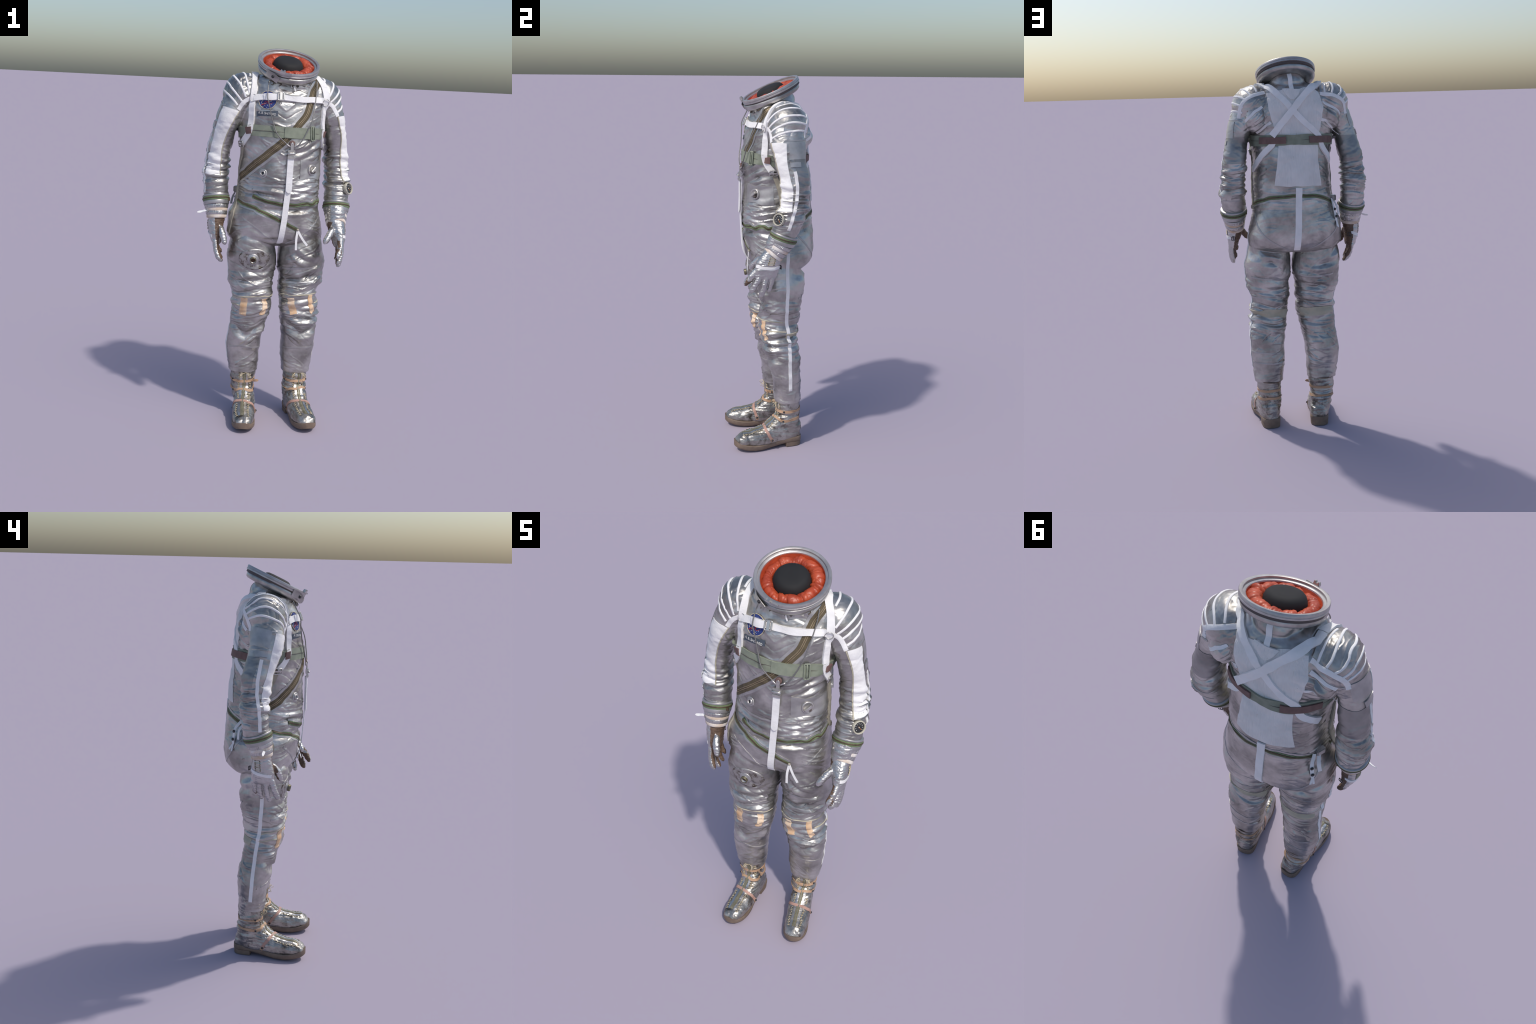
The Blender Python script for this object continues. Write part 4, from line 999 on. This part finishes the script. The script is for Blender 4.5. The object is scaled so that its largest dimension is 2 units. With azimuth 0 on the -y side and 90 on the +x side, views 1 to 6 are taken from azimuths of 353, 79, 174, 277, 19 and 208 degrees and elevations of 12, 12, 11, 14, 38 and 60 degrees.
def wrist(top, bottom, wristc, X, grp):
    """top: centre of the zipper ring; bottom: foot of the sleeve; wristc: centre of the lower wrist strap."""
    top, bottom, wristc = V(*top), V(*bottom), V(*wristc)
    ax = unit(bottom - top); ax2 = unit(wristc - bottom)
    ring_band("wrist_zipper", top, ax, X, .0700, .0690, .021, ZIPGREEN, grp)
    ring_band("wrist_zipper_teeth", top - ax * .001, ax, X, .0718, .0714, .007, ZIPBROWN, grp)
    ring_band("wrist_border", top - ax * .016, ax, X, .0695, .0695, .010, PLAIN, grp)
    ring_band("sleeve_end_band", top + ax * .020, ax, X, .0675, .0650, .020, PLAIN, grp)
    g0 = top + ax * .029
    L = np.linalg.norm(wristc - g0)
    ring_band("gathered_cuff", g0 + (wristc - g0) * .16, ax2 + ax, X, .0595, .0560, L * .36, GLOVE, grp, ribs=44, rib=.05, seed=1)
    ring_band("wrist_strap", g0 + (wristc - g0) * .42, ax2 + ax, X, .0575, .0555, .017, CUFF, grp)
    ring_band("gathered_cuff", g0 + (wristc - g0) * .66, ax2, X, .0535, .0510, L * .36, GLOVE, grp, ribs=40, rib=.05, seed=2)
    ring_band("wrist_strap", g0 + (wristc - g0) * .95, ax2, X, .0520, .0505, .017, CUFF, grp)
    return ax, ax2
CUFF = material("peach_white_strap", (0.56, 0.42, 0.30), (0.74, 0.70, 0.66), rough=0.7, scale=14, grain=0.2)
axr, _ = wrist((-.310, .024, 1.213), (-.307, .012, 1.172), (-.306, .003, 1.122), (1, 0, 0), grp_r)
axl, _ = wrist((.330, .008, 1.196), (.328, -.006, 1.155), (.324, -.042, 1.110), (1, 0, 0), grp_l)
# zipper pulls
for p, g in (((-.246, -.01, 1.218), grp_r), ((.266, .02, 1.188), grp_l)):
    box("zipper_pull", p, V(1, 0, 0), V(0, 1, 0), V(0, 0, 1), .007, .004, .008, ZIPBROWN, g)
# strap tail at the right wrist
free_strap("wrist_strap_tail", [(-.350, -.012, 1.158), (-.370, -.014, 1.156), (-.388, -.012, 1.150), (-.409, -.011, 1.146)], [(0, -.3, 1), (0, -.4, 1), (0, -.7, .7), (0, -.8, .5)], .013, .0022, WHITE, grp_r, steps=20, taper=.3)
frame_buckle("wrist_buckle", (-.356, -.012, 1.158), V(0, 1, 0), V(0, 0, 1), V(1, 0, 0), .010, .010, .002, STEEL, grp_r)
# hand straps, lacing
BG_R, BG_L = bvh_of(*GLOVES[0]), bvh_of(*GLOVES[1])
ribbon("hand_strap", [(-.300, .062, 1.062), (-.325, .055, 1.056), (-.345, .020, 1.041), (-.346, -.020, 1.030), (-.340, -.058, 1.027)], .015, BG_R, .002, WHITE, tension=6, parent=grp_r, step=.004)
ribbon("hand_strap", [(.345, -.135, 1.060), (.370, -.105, 1.051), (.378, -.065, 1.047), (.370, -.030, 1.046), (.345, -.010, 1.046)], .015, BG_L, .002, WHITE, tension=6, parent=grp_l, step=.004)
def lacing(name, left, right, on, parent, n=8, r=.0011, lift=.002):
    """Cord zigzag between two rows of eyelets, with the eyelets."""
    l, rr = spline(left, n), spline(right, n)
    pts = []
    for i in range(n):
        for p in ((l[i], rr[i]) if i % 2 == 0 else (rr[i], l[i])):
            h, nn = surface(p[None], on); pts.append(h[0] + nn[0] * lift)
        if i < n - 1:
            m = (rr[i] if i % 2 == 0 else l[i]); h, nn = surface(m[None], on)
    ob = [round_wire(name, np.array(pts), r, LACE, parent, n=6, steps=n * 8)]
    for p in np.vstack([l, rr]):
        h, nn = surface(p[None], on)
        ob.append(lathe(name, [(.0012, .0012), (.0024, .0018), (.0030, .0008), (.0032, -.001)], h[0], nn[0], SNAP, n=10, parent=parent))
    o = join(ob, name); o["kind"] = "stuff"
    return o
lacing("glove_lacing", [(-.348, .032, 1.105), (-.349, .030, 1.060)], [(-.350, .008, 1.105), (-.350, .004, 1.056)], BG_R, grp_r)
lacing("glove_lacing", [(.362, -.040, 1.098), (.372, -.046, 1.062)], [(.362, -.064, 1.102), (.372, -.076, 1.066)], BG_L, grp_l)
for p, nrm, g in (((-.292, .062, 1.055), (.4, 1, 0), grp_r), ((.338, -.008, 1.046), (-.2, 1, 0), grp_l)):
    n_ = unit(V(*nrm)); xx = unit(np.cross(n_, V(0, 0, 1)))
    frame_buckle("hand_buckle", V(*p) + n_ * .002, xx, V(0, 0, 1), n_, .010, .009, .0018, SNAP, g)

# --- forearm gauge
GC, GN = V(.384, -.030, 1.299), unit(V(.66, -.70, .25))
gauge = sharpen(lathe("gauge", [(.024, -.034), (.027, -.030), (.027, -.014), (.0315, -.011), (.0322, .000), (.0305, .003), (.0275, .0035), (.0255, .001), (.0250, -.004), (0, -.004)], GC, GN, CREAM, n=40, parent=ROOT), 40)
lathe("gauge_face", [(.0249, -.0032), (0, -.0032)], GC, GN, SNAP, n=32, parent=gauge)
gx = unit(np.cross(V(0, 0, 1), GN)); gy = np.cross(GN, gx)
marks = []
for k in range(9):
    t = math.radians(-40 + 32.5 * k)
    d = gx * math.cos(t) + gy * math.sin(t)
    marks.append(box("gauge_mark", GC + d * .0175 - GN * .0026, d, np.cross(GN, d), GN, .0026, .0007, .0005, PATCHWHITE, gauge))
join(marks, "gauge_mark")["kind"] = "stuff"
box("gauge_needle", GC - GN * .0022 + gx * .003 - gy * .004, gx * .6 - gy * .8, gx * .8 + gy * .6, GN, .011, .0009, .0006, material("orange_needle", (0.5, 0.16, 0.03), rough=.5), gauge)
lathe("gauge_hub", [(0, .001), (.003, .0005), (.0032, -.002)], GC - GN * .002, GN, CREAM, n=16, parent=gauge)

# --- ring latch, collar tab with snap, neck details
LC = V(-.020, -.160, 1.876)
lr = unit(LC - RC - RN * np.dot(LC - RC, RN)); lx = np.cross(RN, lr); LC = RC + lr * .1595 + RN * .002
latch = box("ring_latch", LC + RN * .002, lx, lr, RN, .014, .007, .006, STEEL)
box("latch_hook", LC + RN * .009 + lx * .008, lx, lr, RN, .004, .006, .004, STEEL, latch)
box("latch_hook", LC + RN * .008 - lx * .009, lx, lr, RN, .003, .006, .004, STEEL, latch)
box("latch_bar", LC + lx * .028 - RN * .003 - lr * .004, lx, lr, RN, .018, .004, .0035, METAL, latch)
SN = V(-.061, -.128, 1.855); sn = unit(SN - RC - RN * np.dot(SN - RC, RN))
tabx = unit(np.cross(RN, sn))
free_strap("collar_tab", [SN - tabx * .045 + RN * .004 - sn * .012, SN - tabx * .02 + RN * .003 - sn * .001, SN + sn * .003, SN + tabx * .032 - RN * .012 + sn * .002] if tabx[0] > 0 else [SN + tabx * .045 + RN * .004 - sn * .012, SN + tabx * .02 + RN * .003 - sn * .001, SN + sn * .003, SN - tabx * .032 - RN * .012 + sn * .002],
           [sn] * 4, .034, .003, SILVER, COLLAR, steps=20)
lathe("snap", [(0, .005), (.006, .0045), (.0078, .002), (.0078, -.002)], SN + sn * .005, sn, SNAP, n=20, parent=COLLAR)
# eyelet plate and little straps below the ring
c, N, X, U = frame((.055, -.104, 1.812), B_TORSO)
plate = box("eyelet_plate", c + N * .005, X, U, N, .024, .010, .003, PLAIN)
for dx in (-.011, .011):
    lathe("eyelet", [(.004, .0045), (.0065, .006), (.0075, .003)], c + N * .005 + X * dx, N, ZIPBROWN, n=16, parent=plate)
    lathe("eyelet_hole", [(.0045, .0045), (0, .0045)], c + N * .005 + X * dx, N, SNAP, n=12, parent=plate)
free_strap("neck_tie", [c + N * .012 - X * .010, c + N * .016 - X * .006 - U * .012, c + N * .014 - X * .001 - U * .026], [N] * 3, .006, .0015, WHITE, steps=10)
c, N, X, U = frame((.095, -.094, 1.825), B_TORSO)
box("neck_tab", c + N * .006, X - U * .35, U + X * .35, N, .022, .008, .003, material("cream_tab", (.5, .48, .42), rough=.7))
for p in ((-.03, -.10, 1.822), (-.065, -.095, 1.825), (.125, -.085, 1.83)):
    c, N, X, U = frame(p, B_TORSO)
    round_wire("neck_cord", [c + N * .004 - X * .016, c + N * .012 + U * .006, c + N * .006 + X * .015 - U * .004, c + N * .010 + X * .004 - U * .014], .002, ZIPBROWN)

# --- hip adjusting straps on the right side
for pts in ([(-.186, .120, 1.262), (-.192, .150, 1.225), (-.200, .158, 1.180), (-.204, .158, 1.150)], [(-.196, .100, 1.258), (-.212, .128, 1.220), (-.222, .132, 1.175)]):
    free_strap("hip_strap", pts, [(-.7, .7, 0)] * len(pts), .016, .0025, WHITE, steps=20)
for tip in ((-.214, .165, 1.115), (-.205, .178, 1.122)):
    free_strap("hip_strap_tail", [(-.204, .158, 1.152), tip], [(-.7, .7, 0)] * 2, .010, .0018, WHITE, steps=8)
for p in ((-.196, .156, 1.210), (-.203, .160, 1.172)):
    lathe("snap", [(0, .004), (.006, .0035), (.0075, .001), (.0075, -.002)], V(*p) + unit(V(-.7, .7, 0)) * .002, V(-.7, .7, 0), SNAP, n=18, parent=ROOT)
box("hip_connector", (-.198, .095, 1.262), V(.5, 1, 0), V(-1, .5, 0), V(0, 0, 1), .020, .012, .016, METAL)
box("hip_connector", (.228, .062, 1.225), V(-.5, 1, 0), V(1, .5, 0), V(0, 0, 1), .012, .008, .010, STRAPTAN)

# --- darker silver area on the backs of the sleeves
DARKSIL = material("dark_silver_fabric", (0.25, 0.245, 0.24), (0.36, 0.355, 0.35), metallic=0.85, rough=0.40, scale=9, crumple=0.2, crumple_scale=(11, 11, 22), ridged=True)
def wrap_panel(name, table, z0, z1, a0, a1, on, h, mat, rows=30, cols=34, **kw):
    """Sheet round a limb between two heights and two directions (degrees; 0 = +x, 90 = back)."""
    t = spline(table, 400)
    t = t[np.argsort(t[:, 2])]
    g = []
    for k in np.linspace(0, 1, rows):
        zz = z0 + (z1 - z0) * k
        c = V(np.interp(zz, t[:, 2], t[:, 0]), np.interp(zz, t[:, 2], t[:, 1]), zz)
        row = []
        for a in np.radians(np.linspace(a0, a1, cols)):
            d = V(math.cos(a), math.sin(a), 0)
            r = on.ray_cast(Vector(c), Vector(d), .2)
            row.append(np.array(r[0]) if r[0] is not None else c + d * .065)
        g.append(row)
    return drape(name, np.array(g), on, h, mat, **kw)
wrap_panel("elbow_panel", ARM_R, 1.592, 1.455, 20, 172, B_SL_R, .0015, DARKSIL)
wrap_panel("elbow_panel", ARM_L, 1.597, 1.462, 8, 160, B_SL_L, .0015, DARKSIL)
# --- boot furniture
def boot_details(B, zips, instep, lace_rows, tall, side):
    grp, up, heel, d, w, ln = B
    on = bvh_of(up)
    z_ = ribbon("boot_zipper", zips, .016, on, .002, ZIPGREEN2, tension=3, parent=grp, step=.004)
    ribbon("zipper_chain", zips, .006, on, .0034, OLIVE2, cols=3, tension=3, parent=grp, step=.004)
    for sh in (-.016, .016):
        ribbon("lace_facing", zips, .012, on, .0018, BOOT2, cols=4, tension=2, parent=grp, shift=sh, step=.004)
    for cx, cy, zc, rx, ry, tilt, mat in tall:
        a = np.linspace(0, 2 * math.pi, 20, endpoint=False)
        ribbon("ankle_strap", [(cx + rx * math.cos(t), cy + ry * math.sin(t), zc + tilt * math.sin(t)) for t in a], .0145, on, .0025, mat, closed=True, tension=8, parent=grp, step=.004)
        for sx in (-1, 1):
            p = V(cx + sx * rx * .86, cy - ry * .5, zc - tilt * .5)
            h, n_ = surface(p[None], on)
            lathe("strap_stud", [(0, .006), (.004, .0055), (.0055, .003), (.0055, -.002)], h[0] + n_[0] * .002, n_[0], SNAP, n=14, parent=grp)
    ribbon("instep_strap", instep, .015, on, .0028, PINK, tension=8, parent=grp, step=.004)
    for q, o2 in ((instep[0], instep[1]), (instep[-1], instep[-2])):
        ribbon("instep_strap", [q, V(*q) * .55 + V(*o2) * .45], .0155, on, .004, TAN, tension=4, parent=grp, step=.004)
        h, n_ = surface((V(*q) * .7 + V(*o2) * .3)[None], on)
        lathe("strap_stud", [(0, .007), (.004, .0065), (.006, .003), (.006, -.002)], h[0] + n_[0] * .003, n_[0], SNAP, n=14, parent=grp)
    # lacing: short cream loops across each gap
    cords = []
    for row, n in lace_rows:
        p = spline(row, n)
        for i, q in enumerate(p):
            h, n_ = surface(q[None], on); h, n_ = h[0], n_[0]
            t = unit(p[min(i + 1, n - 1)] - p[max(i - 1, 0)]); b = unit(np.cross(n_, t))
            k = RNG.uniform(.75, 1.2)
            cords.append(round_wire("lace", [h - b * .007 * k + n_ * .001, h + n_ * .0035 + t * .002, h + b * .007 * k + n_ * .001], .0011, LACE, grp, n=6, steps=7))
            if i < n - 1:
                h2, n2 = surface(p[i + 1][None], on)
                cords.append(round_wire("lace", [h - b * .004 + n_ * .002, h2[0] + b * .004 + n2[0] * .002], .0011, LACE, grp, n=6, steps=6))
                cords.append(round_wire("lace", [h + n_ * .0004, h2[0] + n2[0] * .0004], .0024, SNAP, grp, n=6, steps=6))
    o = join(cords, "boot_lacing"); o["kind"] = "stuff"
ZIPGREEN2 = material("khaki_zipper_tape", (0.15, 0.135, 0.075), (0.20, 0.18, 0.105), rough=0.75, scale=60, grain=.3)
OLIVE2 = material("grey_zipper_chain", (0.20, 0.19, 0.15), (0.26, 0.25, 0.20), rough=0.5, metallic=.4, scale=90)
BOOT2 = material("bright_silver_leather", (0.46, 0.445, 0.42), (0.64, 0.62, 0.59), metallic=0.9, rough=0.28, scale=20, crumple=0.3, crumple_scale=(60, 60, 80))
boot_details(BOOT_R, [(-.119, .006, .262), (-.120, .004, .239), (-.119, .001, .182), (-.126, -.028, .140), (-.134, -.082, .115), (-.140, -.144, .104), (-.145, -.192, .096)],
             [(-.168, .000, .045), (-.170, -.022, .085), (-.156, -.045, .112), (-.129, -.059, .119), (-.101, -.067, .114), (-.075, -.062, .085), (-.068, -.048, .048)],
             [([(-.163, -.066, .101), (-.170, -.100, .094), (-.178, -.140, .090), (-.174, -.182, .088)], 8), ([(-.099, -.079, .111), (-.106, -.118, .102), (-.110, -.161, .098), (-.110, -.196, .093)], 8),
              ([(-.146, .009, .258), (-.144, .008, .228)], 4), ([(-.092, .011, .256), (-.090, .013, .226)], 4), ([(-.148, .012, .196), (-.148, .010, .172)], 3), ([(-.088, .014, .196), (-.088, .010, .172)], 3), ([(-.152, -.005, .142), (-.152, -.032, .122)], 4), ([(-.094, -.018, .142), (-.098, -.046, .125)], 4)],
             [(-.121, .066, .211, .062, .062, .003, TAN), (-.119, .066, .158, .060, .066, .008, TAN)], 0)
boot_details(BOOT_L, [(.186, .019, .258), (.188, .019, .233), (.184, .017, .178), (.184, -.014, .138), (.190, -.081, .112), (.196, -.140, .106), (.203, -.185, .097)],
             [(.133, .003, .050), (.140, -.030, .090), (.160, -.052, .112), (.192, -.057, .115), (.222, -.055, .108), (.238, -.040, .080), (.240, -.020, .048)],
             [([(.160, -.069, .105), (.161, -.109, .099), (.163, -.144, .096), (.172, -.176, .092)], 8), ([(.222, -.071, .108), (.223, -.117, .105), (.231, -.146, .098), (.232, -.178, .094)], 8),
              ([(.159, .020, .254), (.161, .018, .228)], 4), ([(.210, .022, .254), (.210, .020, .228)], 4), ([(.158, .014, .196), (.158, .010, .172)], 3), ([(.208, .014, .196), (.208, .010, .172)], 3), ([(.156, -.008, .142), (.160, -.036, .122)], 4), ([(.214, -.008, .140), (.218, -.034, .122)], 4)],
             [(.168, .079, .209, .062, .064, .003, TAN), (.168, .079, .160, .061, .067, .008, TAN)], 5)
# loose strap end on the right boot, bows, trouser hem edges
free_strap("ankle_strap_tail", [(-.070, .012, .209), (-.056, .004, .213), (-.040, .002, .214)], [(.3, -1, 0)] * 3, .014, .003, TAN, BOOT_R[0], steps=12, taper=.35)
for cx, cy, g, sp in ((-.119, .006, BOOT_R[0], .7), (.186, .018, BOOT_L[0], 1.15)):
    ties = []
    for k in range(7):
        t = RNG.uniform(-.9, .9); s_ = RNG.choice([-1, 1])
        p0 = V(cx + RNG.uniform(-.008, .008), cy - .004, .252)
        ties.append(round_wire("boot_tie", [p0, p0 + V(s_ * .016 * sp, -.010, .006 + .006 * t), p0 + V(s_ * .030 * sp, -.006 - .004 * k % 3, -.006 + .008 * t), p0 + V(s_ * (.026 + .01 * t) * sp, -.004, -.024 - .006 * t)], .0010, LACE, g, n=6))
    join(ties, "boot_tie")["kind"] = "stuff"
def hem(table_row, grp, mat):
    x0, y0, z0, rx, ry = table_row
    a = np.linspace(0, 2 * math.pi, 60, endpoint=False)
    return round_wire("boot_collar", [(x0 + rx * math.cos(t), y0 + ry * math.sin(t), z0 + .004 * math.sin(2 * t)) for t in a], .0032, mat, grp, closed=True)
hem((-.121, .065, .268, .069, .064), BOOT_R[0], PALM)
hem((.171, .078, .262, .069, .066), BOOT_L[0], PALM)

# --- seams round the sleeves
def sleeve_seam(table, zc, on, a0, a1, mat=PLAIN, w=.008):
    t = spline(table, 400); t = t[np.argsort(t[:, 2])]
    c = V(np.interp(zc, t[:, 2], t[:, 0]), np.interp(zc, t[:, 2], t[:, 1]), zc)
    pts = []
    for a in np.radians(np.linspace(a0, a1, 18)):
        d = V(math.cos(a), math.sin(a), 0)
        r = on.ray_cast(Vector(c), Vector(d), .2)
        pts.append(np.array(r[0]) if r[0] is not None else c + d * .065)
    ribbon("seam", pts, w, on, .0012, mat, cols=4, step=.005, crown=.0008)
for zc in (1.252, 1.338):
    sleeve_seam(ARM_R, zc, B_SL_R, 60, 290)
    sleeve_seam(ARM_L, zc + .012, B_SL_L, -110, 120)
sleeve_seam(ARM_R, 1.705, B_SL_R, 95, 225)
sleeve_seam(ARM_L, 1.685, B_SL_L, -30, 85)

# every loose part belongs to the suit
for ob in bpy.data.objects:
    if ob.parent is None and ob is not ROOT:
        ob.parent = ROOT
